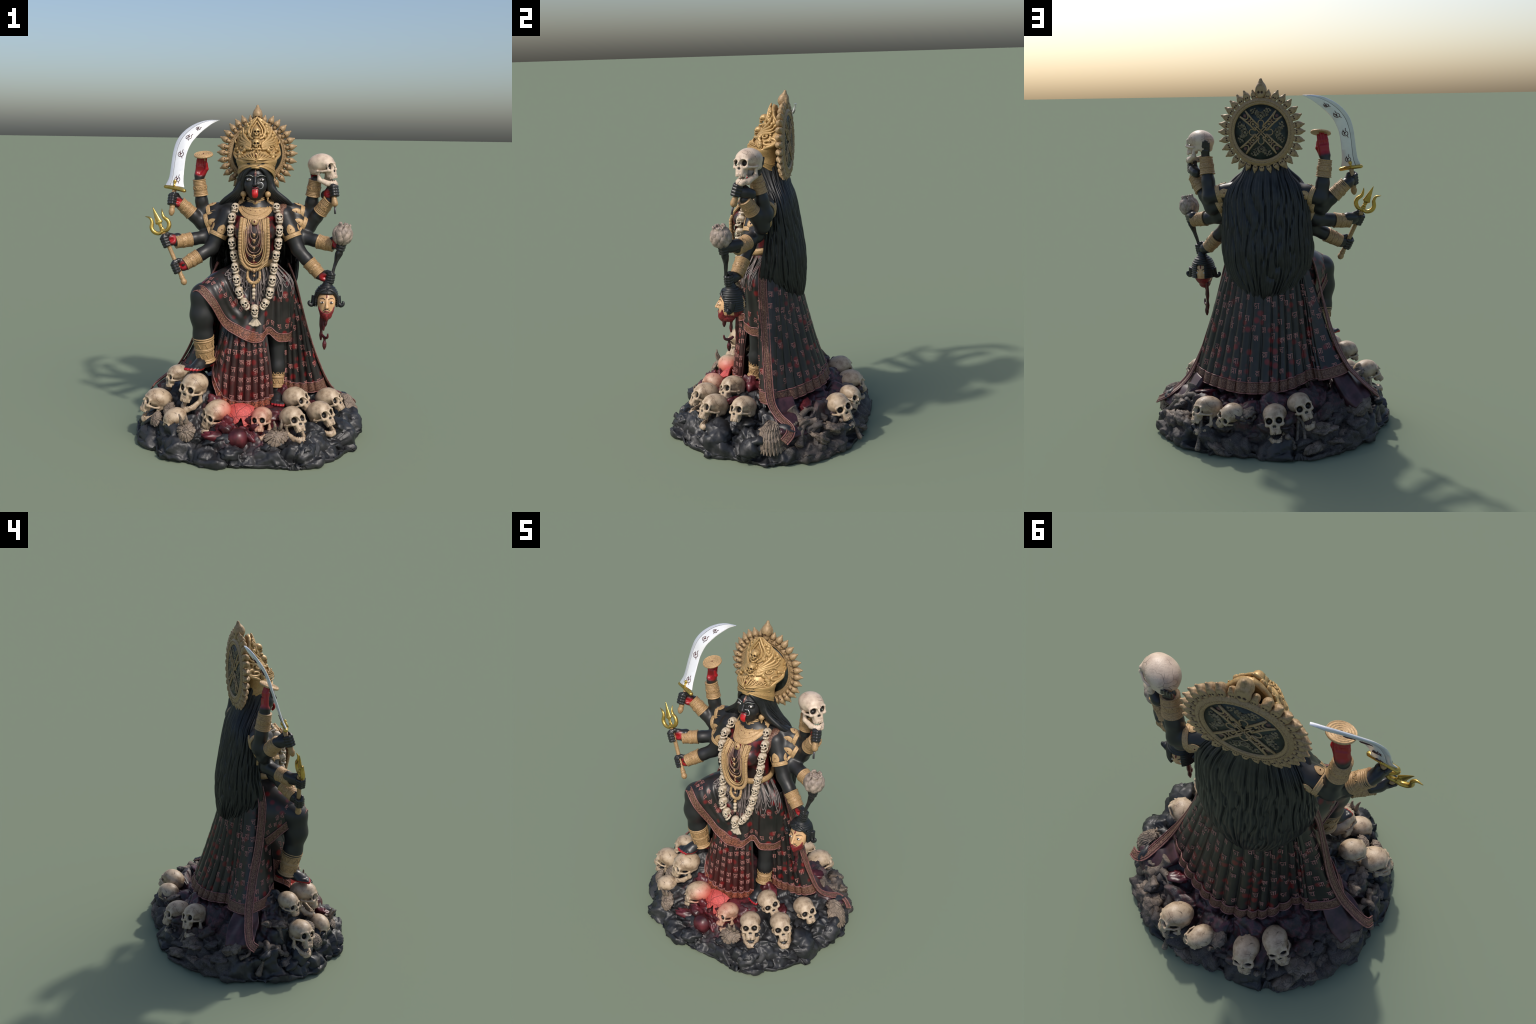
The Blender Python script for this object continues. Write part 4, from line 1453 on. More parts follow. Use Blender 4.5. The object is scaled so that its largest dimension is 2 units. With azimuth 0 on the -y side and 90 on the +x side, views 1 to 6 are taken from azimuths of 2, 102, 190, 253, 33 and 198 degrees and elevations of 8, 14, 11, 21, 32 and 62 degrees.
# --- long pleated skirt from the left thigh round the back to the right side
back = Cloth([
    [(0.125, -0.060, 0.98), (0.170, -0.055, 0.75), (0.185, -0.035, 0.50), (0.190, -0.025, 0.285)],
    [(0.190, -0.035, 0.98), (0.245, -0.025, 0.75), (0.262, -0.010, 0.50), (0.280, -0.015, 0.262)],
    [(0.225, 0.000, 1.00), (0.300, 0.000, 0.75), (0.345, -0.005, 0.50), (0.395, 0.010, 0.262)],
    [(0.230, 0.060, 1.00), (0.305, 0.080, 0.75), (0.385, 0.075, 0.50), (0.460, 0.075, 0.275)],
    [(0.195, 0.105, 1.00), (0.250, 0.125, 0.75), (0.308, 0.155, 0.50), (0.368, 0.190, 0.270)],
    [(0.135, 0.130, 1.00), (0.168, 0.170, 0.75), (0.210, 0.222, 0.50), (0.250, 0.280, 0.272)],
    [(0.060, 0.155, 1.00), (0.080, 0.210, 0.75), (0.100, 0.275, 0.50), (0.115, 0.345, 0.272)],
    [(-0.030, 0.155, 1.00), (-0.040, 0.210, 0.75), (-0.045, 0.275, 0.50), (-0.045, 0.350, 0.280)],
    [(-0.110, 0.138, 1.00), (-0.128, 0.182, 0.75), (-0.146, 0.232, 0.50), (-0.162, 0.298, 0.292)],
    [(-0.172, 0.105, 1.00), (-0.208, 0.130, 0.75), (-0.240, 0.158, 0.50), (-0.278, 0.192, 0.322)],
    [(-0.195, 0.095, 1.00), (-0.245, 0.120, 0.75), (-0.292, 0.158, 0.50), (-0.342, 0.212, 0.325)],
    [(-0.215, 0.055, 1.00), (-0.288, 0.075, 0.75), (-0.365, 0.108, 0.53), (-0.465, 0.142, 0.355)],
    [(-0.215, 0.000, 1.00), (-0.280, 0.000, 0.75), (-0.340, 0.000, 0.53), (-0.405, -0.005, 0.362)],
    [(-0.180, -0.020, 1.00), (-0.240, -0.050, 0.75), (-0.270, -0.070, 0.55), (-0.300, -0.080, 0.40)]], 620, 90)
pl = np.abs(np.sin(np.pi * 30 * (back.u + 0.010 * np.sin(9 * back.u)))) ** 0.55
side = np.clip((back.u - 0.22) / 0.1, 0, 1) * np.clip((0.80 - back.u) / 0.06, 0, 1)
frontfold = np.clip((0.20 - back.u) / 0.04, 0, 1)
back.push((pl - 0.7) * (0.024 * (0.35 + 0.65 * back.v)) * np.maximum(side, frontfold * 0.9) + 0.004 * np.sin(38 * back.u) * (1 - side))
SKIRT = back.body('skirt')
g = Geo()
back.band(g, 0.003, 0.997, 0.915, 0.998, 420)
g.obj('hem_trim', [M_TRIM, M_PIPING], SKIRT)
g = Geo()
rows = 10
for j in range(rows):
    v = 0.20 + 0.70 * j / (rows - 1) ** 1.0
    for k in range(30):
        u = (k + 0.5) / 30
        if (k * 7 + j * 3 + (k // 3)) % 5 < 2:
            continue
        u += 0.006 * rng.normal()
        letter(g, back, u, v + 0.012 * rng.normal() + 0.02 * (k % 2), 0.030, int(rng.integers(0, 4)) if k % 3 else 0)
g.obj('printed_lettering', M_GLYPH, SKIRT)

# --- pleated front panel between the legs
front = Cloth([
    [(-0.190, -0.060, 0.73), (-0.198, -0.085, 0.62), (-0.212, -0.095, 0.53), (-0.232, -0.095, 0.435)],
    [(-0.150, -0.120, 0.73), (-0.175, -0.155, 0.62), (-0.205, -0.180, 0.48), (-0.215, -0.205, 0.360)],
    [(-0.115, -0.152, 0.73), (-0.135, -0.190, 0.62), (-0.160, -0.216, 0.44), (-0.168, -0.242, 0.262)],
    [(-0.070, -0.170, 0.73), (-0.085, -0.208, 0.62), (-0.100, -0.232, 0.43), (-0.108, -0.258, 0.222)],
    [(-0.020, -0.175, 0.73), (-0.025, -0.210, 0.62), (-0.030, -0.232, 0.43), (-0.035, -0.255, 0.215)],
    [(0.020, -0.160, 0.73), (0.025, -0.190, 0.62), (0.032, -0.212, 0.43), (0.038, -0.235, 0.215)],
    [(0.055, -0.135, 0.73), (0.068, -0.160, 0.62), (0.086, -0.182, 0.43), (0.092, -0.203, 0.222)],
    [(0.082, -0.105, 0.73), (0.097, -0.120, 0.62), (0.122, -0.142, 0.43), (0.138, -0.155, 0.238)]], 300, 80, (0.0, 0.3))
pw = np.clip((front.u - 0.18) / 0.15, 0, 1)
front.push((np.abs(np.sin(np.pi * 10.5 * front.u)) ** 0.6 - 0.7) * 0.032 * (0.3 + 0.7 * front.v) * pw)
PANEL = front.body('front_panel')
g = Geo()
front.band(g, 0.004, 0.996, 0.885, 0.998, 300)
front.band_u(g, 0.55, 0.995, 0.004, 0.085)
g.obj('panel_trim', [M_TRIM, M_PIPING], PANEL)
g = Geo()
for j in range(7):
    v = 0.24 + 0.60 * j / 6
    for k in range(10):
        u = (k + 0.5) / 10.5
        if (k + j) % 3 == 0 and k not in (5, 8) or u < 0.12:
            continue
        letter(g, front, u, v + 0.008 * rng.normal(), 0.027, k % 3)
g.obj('printed_lettering', M_GLYPH, PANEL)

# --- overskirt: wraps the raised right thigh, dips in front, ends round the left thigh
over = Cloth([
    [(-0.115, 0.060, W0), (-0.195, 0.055, 0.96), (-0.245, 0.050, 0.85), (-0.255, 0.040, 0.680)],
    [(-0.120, 0.020, W0), (-0.235, 0.000, 0.97), (-0.275, -0.005, 0.86), (-0.262, -0.030, 0.690)],
    [(-0.118, -0.020, W0), (-0.240, -0.064, 0.995), (-0.306, -0.098, 0.910), (-0.305, -0.115, 0.790)],
    [(-0.110, -0.045, W0), (-0.215, -0.124, 1.020), (-0.292, -0.184, 0.962), (-0.336, -0.216, 0.898)],
    [(-0.095, -0.070, W0), (-0.168, -0.162, 1.020), (-0.246, -0.232, 0.972), (-0.304, -0.260, 0.930)],
    [(-0.075, -0.090, W0), (-0.118, -0.168, 1.000), (-0.175, -0.238, 0.936), (-0.230, -0.274, 0.850)],
    [(-0.050, -0.105, W0), (-0.075, -0.165, 0.970), (-0.110, -0.215, 0.860), (-0.160, -0.225, 0.722)],
    [(-0.020, -0.112, W0), (-0.030, -0.148, 0.950), (-0.050, -0.195, 0.820), (-0.085, -0.232, 0.670)],
    [(0.010, -0.114, W0), (0.010, -0.143, 0.950), (0.000, -0.180, 0.800), (-0.015, -0.224, 0.632)],
    [(0.035, -0.112, W0), (0.040, -0.138, 0.950), (0.045, -0.165, 0.800), (0.040, -0.202, 0.620)],
    [(0.060, -0.105, W0), (0.075, -0.130, 0.950), (0.082, -0.142, 0.800), (0.080, -0.160, 0.640)],
    [(0.085, -0.090, W0), (0.122, -0.118, 0.950), (0.118, -0.122, 0.800), (0.108, -0.122, 0.655)],
    [(0.110, -0.065, W0), (0.178, -0.100, 0.950), (0.175, -0.116, 0.790), (0.160, -0.124, 0.612)],
    [(0.130, -0.025, W0), (0.228, -0.065, 0.945), (0.232, -0.070, 0.780), (0.218, -0.075, 0.600)],
    [(0.138, 0.030, W0), (0.245, 0.000, 0.945), (0.248, 0.000, 0.780), (0.235, 0.000, 0.600)]], 420, 80)
uu = over.u
fold = np.sin(2 * np.pi * (9 * uu + 1.2 * over.v)) * np.exp(-((uu - 0.60) / 0.12) ** 2) * np.clip(over.v - 0.15, 0, 1)
ripple = np.sin(2 * np.pi * (7 * over.v - 6 * uu)) * np.exp(-((uu - 0.42) / 0.09) ** 2) * np.sin(np.pi * over.v)
left = np.sin(2 * np.pi * (14 * uu - 0.8 * over.v)) * np.clip((uu - 0.66) / 0.08, 0, 1) * np.sin(np.pi * np.clip(over.v, 0, 1)) ** 0.7
over.push(0.012 * fold + 0.005 * ripple + 0.004 * np.sin(40 * uu) * over.v + 0.005 * left)
OVER = over.body('overskirt', thick=0.006)
g = Geo()
over.band(g, 0.003, 0.62, lambda u: 0.86 - 0.0 * u, 0.998, 300)
over.band(g, 0.645, 0.997, 0.90, 0.998, 160)
over.band(g, 0.615, 0.65, 0.87, 0.998, 30)
g.obj('overskirt_trim', [M_TRIM, M_PIPING], OVER)
g = Geo()
for k in range(64):
    u, v = 0.05 + 0.93 * ((k * 0.618) % 1), 0.42 + 0.42 * ((k * 0.377) % 1)
    letter(g, over, u, v, 0.026, k, 0.25 * rng.normal())
g.obj('printed_lettering', M_GLYPH, OVER)

# --- the two long scarf ends with woven trim that trail onto the mound
def ribbon(name, pts, nrm, w, mats, thick=0.007, parent=ROOT):
    P = even(pts, 110)
    Nn = unit(even(nrm, 110))
    T = unit(np.gradient(P, axis=0))
    S = unit(np.cross(T, Nn))
    Nn = np.cross(S, T)
    k = np.linspace(-1, 1, 9)
    G = P[:, None] + S[:, None] * (k * w / 2)[None, :, None] + Nn[:, None] * (0.002 * (1 - k ** 2))[None, :, None]
    g = Geo()
    N = grid_normals(G)
    fl = (N * Nn[:, None]).sum() < 0
    g.sheet(G, thick, 0, flip=fl)
    for c in (0, 8, 2, 6):
        g.tube(G[:, c] + Nn * 0.001, 0.0035 if c in (0, 8) else 0.0015, 6, 1)
    return g.obj(name, mats, parent)


ribbon('scarf_trim', [(0.215, 0.030, 1.06), (0.262, 0.012, 0.945), (0.338, 0.038, 0.66), (0.420, 0.062, 0.42), (0.475, 0.085, 0.295), (0.520, 0.135, 0.235), (0.570, 0.205, 0.200), (0.615, 0.215, 0.175), (0.658, 0.188, 0.148)],
       [(1, 0.05, .3), (1, 0.0, .3), (1, 0.0, .3), (1, 0.0, .4), (0.9, 0.0, .6), (0.6, 0.0, 1), (0.5, 0.2, 1), (0.5, 0.5, 1), (0.6, 0.4, .8)], 0.046, [M_TRIM, M_PIPING])
ribbon('scarf_trim', [(-0.215, 0.02, 1.06), (-0.266, 0.010, 0.945), (-0.322, 0.038, 0.725), (-0.385, 0.085, 0.535), (-0.462, 0.122, 0.395), (-0.520, 0.138, 0.335), (-0.570, 0.150, 0.292), (-0.620, 0.150, 0.250), (-0.640, 0.120, 0.225)],
       [(-1, -.2, .2), (-1, -.2, .3), (-1, -.2, .3), (-1, -.2, .4), (-1, -.2, .6), (-0.7, 0, 1), (-0.6, 0, 1), (-0.8, 0, .8), (-1, 0, .6)], 0.046, [M_TRIM, M_PIPING])

# trailing cloth under the scarf ends
for sg, ln in ((1, [[(0.44, 0.09, 0.29), (0.50, 0.10, 0.232), (0.56, 0.13, 0.20), (0.62, 0.17, 0.172)], [(0.42, 0.14, 0.285), (0.48, 0.17, 0.225), (0.54, 0.21, 0.19), (0.60, 0.235, 0.15)],
                   [(0.38, 0.19, 0.28), (0.44, 0.24, 0.215), (0.48, 0.27, 0.17), (0.52, 0.30, 0.12)]]),
               (-1, [[(-0.44, 0.06, 0.36), (-0.50, 0.07, 0.31), (-0.56, 0.10, 0.27), (-0.61, 0.13, 0.235)], [(-0.43, 0.12, 0.36), (-0.50, 0.15, 0.305), (-0.55, 0.18, 0.26), (-0.60, 0.19, 0.215)],
                     [(-0.38, 0.18, 0.34), (-0.43, 0.23, 0.28), (-0.48, 0.26, 0.235), (-0.53, 0.28, 0.19)]])):
    P = crom(np.stack([even(l, 30) for l in ln]), 30)
    P[..., 2] += 0.006 * np.sin(7 * P[..., 0] * 9 + 5 * P[..., 1] * 9)
    N = grid_normals(P)
    P[..., 2] += 0.012
    Geo().sheet(P, 0.05, flip=N[..., 2].sum() < 0).obj('trailing_cloth', plain('soaked_cloth', (0.060, 0.022, 0.028), 0.4, 0, 0.35, 14), ROOT)


# ------------------------------------------------------------------ hair
HZ = [1.690, 1.640, 1.590, 1.530, 1.470, 1.410, 1.350, 1.260, 1.160, 1.050, 0.960, 0.890, 0.820, 0.770, 0.738]
HW = [.075, .098, .104, .116, .148, .204, .238, .252, .260, .266, .256, .226, .170, .098, .030]
HB = [.100, .120, .122, .126, .140, .160, .174, .190, .206, .222, .224, .220, .210, .192, .176]
HF = [-.070, -.086, -.086, -.066, -.030, .000, .020, .010, -.005, -.030, -.035, -.010, .040, .100, .150]
HC = [.015, .020, .025, .035, .045, .055, .050, .040, .028, .010, .002, .020, .060, .105, .150]
HA = [180, 172, 150, 138, 122, 104, 96, 92, 90, 90, 90, 90, 90, 90, 90]
nz, na = 170, 360
zt = np.linspace(0, len(HZ) - 1, nz)
f = lambda a: crom(A(a, float)[:, None], nz)[:, 0]
z, w, b, ff, yc, aa = f(HZ), f(HW), f(HB), f(HF), f(HC), np.radians(np.clip(f(HA), 0, 179))
s = np.linspace(-1, 1, na)
ang = s[None] * aa[:, None]
X = w[:, None] * np.sin(ang)
ca = np.cos(ang)
Y = np.where(ca > 0, yc[:, None] + (b - yc)[:, None] * np.sign(ca) * np.abs(ca) ** 0.85, yc[:, None] + (yc - ff)[:, None] * ca)
P = np.stack([X + 0.006, Y, z[:, None] + 0 * X], 2)
# locks: ridges that wander and merge as they fall
zz = z[:, None] + 0 * s[None]
wv = fbm(np.stack([s[None] * 3 + 0 * zz, zz * 2.2, 0 * zz], 2).reshape(-1, 3), 1.6, 3, 21).reshape(zz.shape)
ph = s[None] * 29 + 2.6 * wv + 0.5 * np.sin(26 * zz + 13 * s[None]) * np.clip((1.45 - zz) * 3, 0, 1)
ph2 = s[None] * 71 + 2.6 * np.roll(wv, 60, 1)
ridge = np.abs(np.sin(ph * 1.0)) ** 0.55 - 0.7
ridge2 = np.abs(np.sin(ph2)) - 0.6
fall = np.clip((1.66 - zz) / 0.25, 0.25, 1)
N = grid_normals(P)
sg = 1 if (N[..., 1] * Y).sum() > 0 else -1
P = P + sg * N * ((0.0130 * ridge + 0.0045 * ridge2) * fall)[..., None]
HAIR = Geo().sheet(P, 0.018, flip=sg < 0).obj('hair', M_HAIR, ROOT)
# skin-tight cap of parted hair over the forehead
for sg in (-1, 1):
    g = Geo()
    for k in range(5):
        x0 = 0.006 + 0.008 * k
        pts = [(HX + sg * x0, -0.089 + 0.010 * k / 4, 1.648 + 0.004 * k), (HX + sg * (0.048 + 0.004 * k), -0.078 + 0.008 * k, 1.615 + 0.004 * k), (HX + sg * (0.069 + 0.003 * k), -0.050 + 0.006 * k, 1.565),
               (HX + sg * (0.080 + 0.008 * k), -0.022, 1.50), (HX + sg * (0.112 + 0.018 * k), 0.012 - 0.004 * k, 1.440), (HX + sg * (0.150 + 0.018 * k), 0.035, 1.400)]
        g.tube(even(pts, 36), np.interp(np.linspace(0, 1, 36), [0, .2, .6, 1], [0.008, 0.0105, 0.015, 0.014]), 10)
    g.obj('hair_lock', M_HAIR, HAIR)


# ------------------------------------------------------------------ necklaces and breast ornament
def drape(pts, n, off=0.004, ymax=None):
    """curve given as (x, z) laid on the body; ymax keeps hanging pieces in front of a plane"""
    Q = even([(x, 0, z) for x, z in pts], n)
    out = []
    for x, _, z in Q:
        p = on_body(x, z, 0.0)
        y = p[1] - off
        if ymax is not None:
            y = min(y, ymax(z) - off)
        out.append((x, y, z))
    return A(out)


PLANE = lambda z: np.interp(z, [0.98, 1.05, 1.13, 1.20, 1.265, 1.31, 1.35], [-0.180, -0.182, -0.188, -0.198, -0.198, -0.176, -0.142])


def U(x0, ztop, zbot, k=0.62):
    """U-shaped hanging outline of half width x0"""
    return [(CX - x0 * 0.92, ztop), (CX - x0, ztop - 0.35 * (ztop - zbot)), (CX - x0 * 0.95, zbot + 0.28 * (ztop - zbot)), (CX - x0 * 0.62, zbot + 0.07 * (ztop - zbot)), (CX, zbot),
            (CX + x0 * 0.62, zbot + 0.07 * (ztop - zbot)), (CX + x0 * 0.95, zbot + 0.28 * (ztop - zbot)), (CX + x0, ztop - 0.35 * (ztop - zbot)), (CX + x0 * 0.92, ztop)]


# choker with medallion
g = Geo()
a = np.linspace(0, 2 * np.pi, 65)[:-1]
for dz, r in ((0.010, 0.0035), (0.0, 0.0042), (-0.010, 0.0035)):
    g.tube(np.stack([HX + 0.052 * np.sin(a), -0.005 - 0.053 * np.cos(a), 1.448 + dz - 0.006 * np.cos(a)], 1), r, 8, closed=True)
M = frame((HX, -0.060, 1.436), (0, -1, 0.15))
g.lathe([(0.002, 0.006), (0.006, 0.0055), (0.011, 0.004), (0.0115, 0.002), (0.0165, 0.0025), (0.018, 0.0), (0.016, -0.004), (0.002, -0.005)][::-1], M, 28)
g.ball((HX, -0.0665, 1.437), (0.005, 0.003, 0.006), mi=1)
g.obj('choker', [M_GOLDPALE, M_RUBY], ROOT)

# broad collar: two flat crescents
g = Geo()
for (x0, x1, z0, z1, off) in ((0.056, 0.083, 1.400, 1.362, 0.006), (0.082, 0.104, 1.385, 1.336, 0.004)):
    nu, nv = 61, 7
    t = np.linspace(-1, 1, nu)
    G = np.zeros((nu, nv, 3))
    for j in range(nv):
        q = j / (nv - 1)
        rx = x0 + (x1 - x0) * q
        th = t * math.radians(118)
        x = CX + rx * np.sin(th)
        zc = 1.425 - 0.010 * q
        depth = (zc - (z0 + (z1 - z0) * q))
        zz = zc - depth * np.cos(th)
        for i in range(nu):
            p = on_body(x[i], min(zz[i], 1.405), off + 0.002)
            y = min(p[1], 0.03)
            if zz[i] > 1.405:
                y = -0.035 + 0.9 * (zz[i] - 1.405) + 0.02
            G[i, j] = (x[i], y, zz[i])
    for _ in range(4):
        G[1:-1] = 0.25 * G[:-2] + 0.5 * G[1:-1] + 0.25 * G[2:]
    G[..., 1] -= 0.004
    N = grid_normals(G)
    g.sheet(G, 0.008, flip=N[..., 1].sum() > 0)
    for j in (0, nv - 1):
        g.tube(G[:, j], 0.0032, 6)
    if x0 < 0.07:
        for k in range(12, 49, 6):
            g.ball(G[k, 3], (0.0022, 0.0022, 0.004), mi=1, seg=8)
g.obj('collar', [M_GOLDPALE, M_RUBY], ROOT)

# long gold U: beaded outer strand, flat middle band, fine inner cords
g = Geo()
P = drape(U(0.082, 1.345, 1.050), 160, 0.006, PLANE)
D = even(P, 84)
T = unit(np.gradient(D, axis=0))
for k, (p, t) in enumerate(zip(D, T)):
    M = frame(p, t, (0, -1, 0))
    g.lathe([(0.003, -0.0042), (0.0095, -0.0034), (0.0105, 0.0), (0.0095, 0.0034), (0.003, 0.0042)], M, 12)
g.tube(drape(U(0.067, 1.345, 1.072), 120, 0.005, PLANE), 0.0058, 8)
g.tube(drape(U(0.057, 1.345, 1.084), 120, 0.005, PLANE), 0.0030, 6)
for sg in (-1, 1):
    for k in range(4):
        x = CX + sg * (0.030 + 0.009 * k)
        g.tube(drape([(CX + sg * (0.022 + 0.012 * k), 1.340), (x + sg * 0.002, 1.305), (x + sg * 0.003, 1.285 - 0.004 * k)], 14, 0.005, PLANE), np.linspace(0.0045, 0.0020, 14), 6)
g.obj('long_necklace', M_GOLDPALE, ROOT)
g = Geo()
for x0, zb, r in ((0.017, 1.262, 0.0022), (0.024, 1.228, 0.0022), (0.031, 1.188, 0.0022), (0.036, 1.182, 0.0018), (0.042, 1.150, 0.0025), (0.052, 1.122, 0.0022)):
    g.tube(drape(U(x0, 1.330, zb), 90, 0.004, PLANE), r, 6)
for x0, zb in ((0.047, 1.134),):
    for p in even(drape(U(x0, 1.28, zb), 90, 0.005, PLANE), 60):
        g.ball(p, (0.0036, 0.003, 0.0030), seg=8, mi=1)
for z, r in ((1.256, 0.0085), (1.222, 0.0095), (1.178, 0.0075), (1.130, 0.0105), (1.104, 0.0060)):
    p = A([CX, PLANE(z) - 0.008, z])
    M = frame(p, (0, -1, 0))
    g.lathe([(0.001, -0.003), (r, -0.002), (r * 0.95, 0.002), (r * 0.6, 0.004), (0.001, 0.005)], M, 16, 1)
    g.ball(p + A([0, -0.005, 0]), (r * 0.4, 0.002, r * 0.45), mi=2, seg=8)
    g.ball(p + A([0, 0, -r * 1.3]), r * 0.35, mi=1, seg=8)
p = A([CX, PLANE(1.325) - 0.012, 1.328])
g.lathe([(0.002, -0.004), (0.020, -0.003), (0.021, 0.001), (0.015, 0.003), (0.0145, 0.005), (0.002, 0.006)], frame(p, (0, -1, 0.35)), 28, 1)
g.ball(p + A([0, -0.006, 0.001]), (0.0055, 0.003, 0.0075), mi=2)
g.obj('pendant_chain', [M_ROSE, M_GOLDPALE, M_RUBY], ROOT)

# dark stiffened panel behind the hanging chains
u, v = np.meshgrid(np.linspace(-1, 1, 21), np.linspace(0, 1, 40), indexing='ij')
zz = 1.338 - 0.272 * v
hw = 0.066 * np.sqrt(np.clip(1 - np.clip((v - 0.66) / 0.345, 0, 1) ** 2, 0.002, 1))
P = np.stack([CX + u * hw, PLANE(zz) + 0.003 + 0.012 * u * u, zz], 2)
Geo().sheet(P, 0.012, flip=grid_normals(P)[..., 1].sum() > 0).obj('breast_panel', M_BODICE, ROOT)

# shawl fold on the left shoulder
P = crom(np.stack([even(l, 24) for l in ([(0.150, 0.040, 1.425), (0.152, -0.030, 1.408), (0.148, -0.085, 1.360), (0.140, -0.110, 1.290)],
                                         [(0.172, 0.045, 1.430), (0.176, -0.025, 1.415), (0.172, -0.072, 1.365), (0.156, -0.098, 1.290)],
                                         [(0.194, 0.050, 1.432), (0.196, -0.015, 1.412), (0.188, -0.058, 1.365), (0.168, -0.086, 1.290)])]), 12)
N = grid_normals(P)
Geo().sheet(P, 0.010, flip=N[..., 2].sum() < 0).obj('shawl', M_TRIM, ROOT)

# belt
g = Geo()
a = np.linspace(-2.2, 2.2, 90)
for dz, r, mi in ((0.0, 0.013, 0), (0.016, 0.004, 0), (-0.016, 0.004, 0)):
    P = np.stack([CX + 0.128 * np.sin(a), -0.010 - 0.108 * np.cos(a), 1.075 + dz + 0.018 * (1 - np.cos(a)) - 0.004], 1)
    g.tube(P, r, 10, mi, flat=(1.5 if r > 0.01 else 1), up=(0, 0, 1))
g.obj('belt', M_GOLDPALE, ROOT)
# belt pendant: ring of petals and a hanging bead string
g = Geo()
for sg in (-1, 1):
    g.tube(even([(CX + sg * 0.030, -0.176, 1.052), (CX + sg * 0.036, -0.183, 1.030), (CX + sg * 0.034, -0.188, 1.005), (CX + sg * 0.020, -0.190, 0.982), (CX, -0.191, 0.972)], 20), np.linspace(0.006, 0.009, 20), 10)
for k in range(-4, 5):
    th = k * 0.36
    g.ball((CX + 0.037 * math.sin(th), -0.192, 1.008 - 0.036 * math.cos(th)), (0.0075, 0.007, 0.010), seg=12)
for z, r in ((1.042, 0.009), (1.016, 0.008), (0.955, 0.010), (0.932, 0.0115), (0.908, 0.0115), (0.886, 0.010)):
    g.ball((CX + 0.002, -0.196, z), r, seg=14, mi=0 if z > 0.94 else 2)
    if z > 1.0:
        g.ball((CX + 0.002, -0.205, z), (r * .4, .003, r * .5), seg=8, mi=1)
g.obj('belt_pendant', [M_GOLDPALE, M_RUBY, M_BONEWHITE], ROOT)

# looped grey cords over the hips
g = Geo()
sw = random.Random(3)
def cord(u0, u1, v0, sag, r=0.0026):
    n = 22
    t = np.linspace(0, 1, n)
    u = u0 + (u1 - u0) * t
    v = v0 + sag * np.sin(np.pi * t) ** 0.8
    g.tube(over.at(u, v, 0.006 + 0.004 * np.sin(np.pi * t)), r, 6)
for u0, u1 in ((0.30, 0.50), (0.66, 0.96)):
    for k in range(6):
        c = u0 + (u1 - u0) * (k + 0.5) / 6
        wd = 0.026 + 0.012 * sw.random()
        sg = 0.30 + 0.20 * sw.random()
        for q in range(3):
            cord(c - wd * (1 - 0.22 * q), c + wd * (1 - 0.22 * q), 0.015, sg * (1 - 0.2 * q), 0.0026)
for k in range(7):
    c = 0.50 + 0.025 * k
    cord(c - 0.012, c + 0.016, 0.02, 0.25 + 0.28 * sw.random(), 0.0024)
o = g.obj('hip_cord', M_STRAND, ROOT)
o['kind'] = 'stuff'

# ------------------------------------------------------------------ garland of skulls
GPTS = [(-0.098, 0.020, 1.440), (-0.104, -0.038, 1.408), (-0.122, -0.098, 1.345), (-0.127, -0.126, 1.273), (-0.116, -0.138, 1.195), (-0.104, -0.142, 1.119), (-0.092, -0.164, 1.040), (-0.085, -0.184, 0.986),
        (-0.068, -0.200, 0.920), (-0.038, -0.208, 0.858), (0.022, -0.203, 0.818), (0.084, -0.190, 0.856), (0.108, -0.174, 0.920), (0.120, -0.158, 0.985), (0.127, -0.145, 1.050), (0.139, -0.138, 1.130),
        (0.152, -0.132, 1.210), (0.156, -0.122, 1.285), (0.152, -0.090, 1.350), (0.132, -0.034, 1.412), (0.122, 0.020, 1.442)]
GAR = empty('skull_garland', ROOT)
GP = even(GPTS, 400)
sl = np.concatenate([[0], np.cumsum(np.linalg.norm(np.diff(GP, axis=0), axis=1))])
bot = sl[np.argmin(GP[:, 2])]
pos = sorted([bot] + [bot + sg * (0.072 + 0.0735 * k) for sg in (-1, 1) for k in range(9)])
nxt = lambda d: A([np.interp(d, sl, GP[:, i]) for i in range(3)])
gb = Geo()
for i, d in enumerate(pos):
    c = nxt(d)
    t = unit(nxt(d + 0.01) - nxt(d - 0.01))
    up = t if t[2] > 0 else -t
    if abs(d - bot) < 1e-6:
        up = A([0, 0, 1.0])
    up = unit(up + A([0, 0, 0.35]))
    out = A([0.5 * (c[0] - CX) + 0.12 * (1 if c[0] > CX else -1) * (i % 2), -1.0, -0.05 + (0.6 if c[2] > 1.37 else 0)])
    M = frame(c + up * 0.006, up, np.cross(-unit(out), up), 0.059)
    # the skull's face is its local -y
    instance(ME_SKULL_SMALL, 'garland_skull', M, GAR)
    if i < len(pos) - 1:
        dm = (d + pos[i + 1]) / 2
        if abs(dm - bot) > 0.05:
            c2 = nxt(dm)
            t2 = unit(nxt(dm + 0.01) - nxt(dm - 0.01))
            gb.lathe([(0.004, -0.010), (0.0125, -0.008), (0.0135, -0.001), (0.0115, 0.0), (0.0135, 0.002), (0.0125, 0.008), (0.004, 0.010)], frame(c2, t2, (0, -1, 0.1)), 14)
gb.obj('garland_bead', M_DEBRIS if False else plain('bead_tan', (0.36, 0.28, 0.18), 0.5, 0, 0.2, 60), GAR)
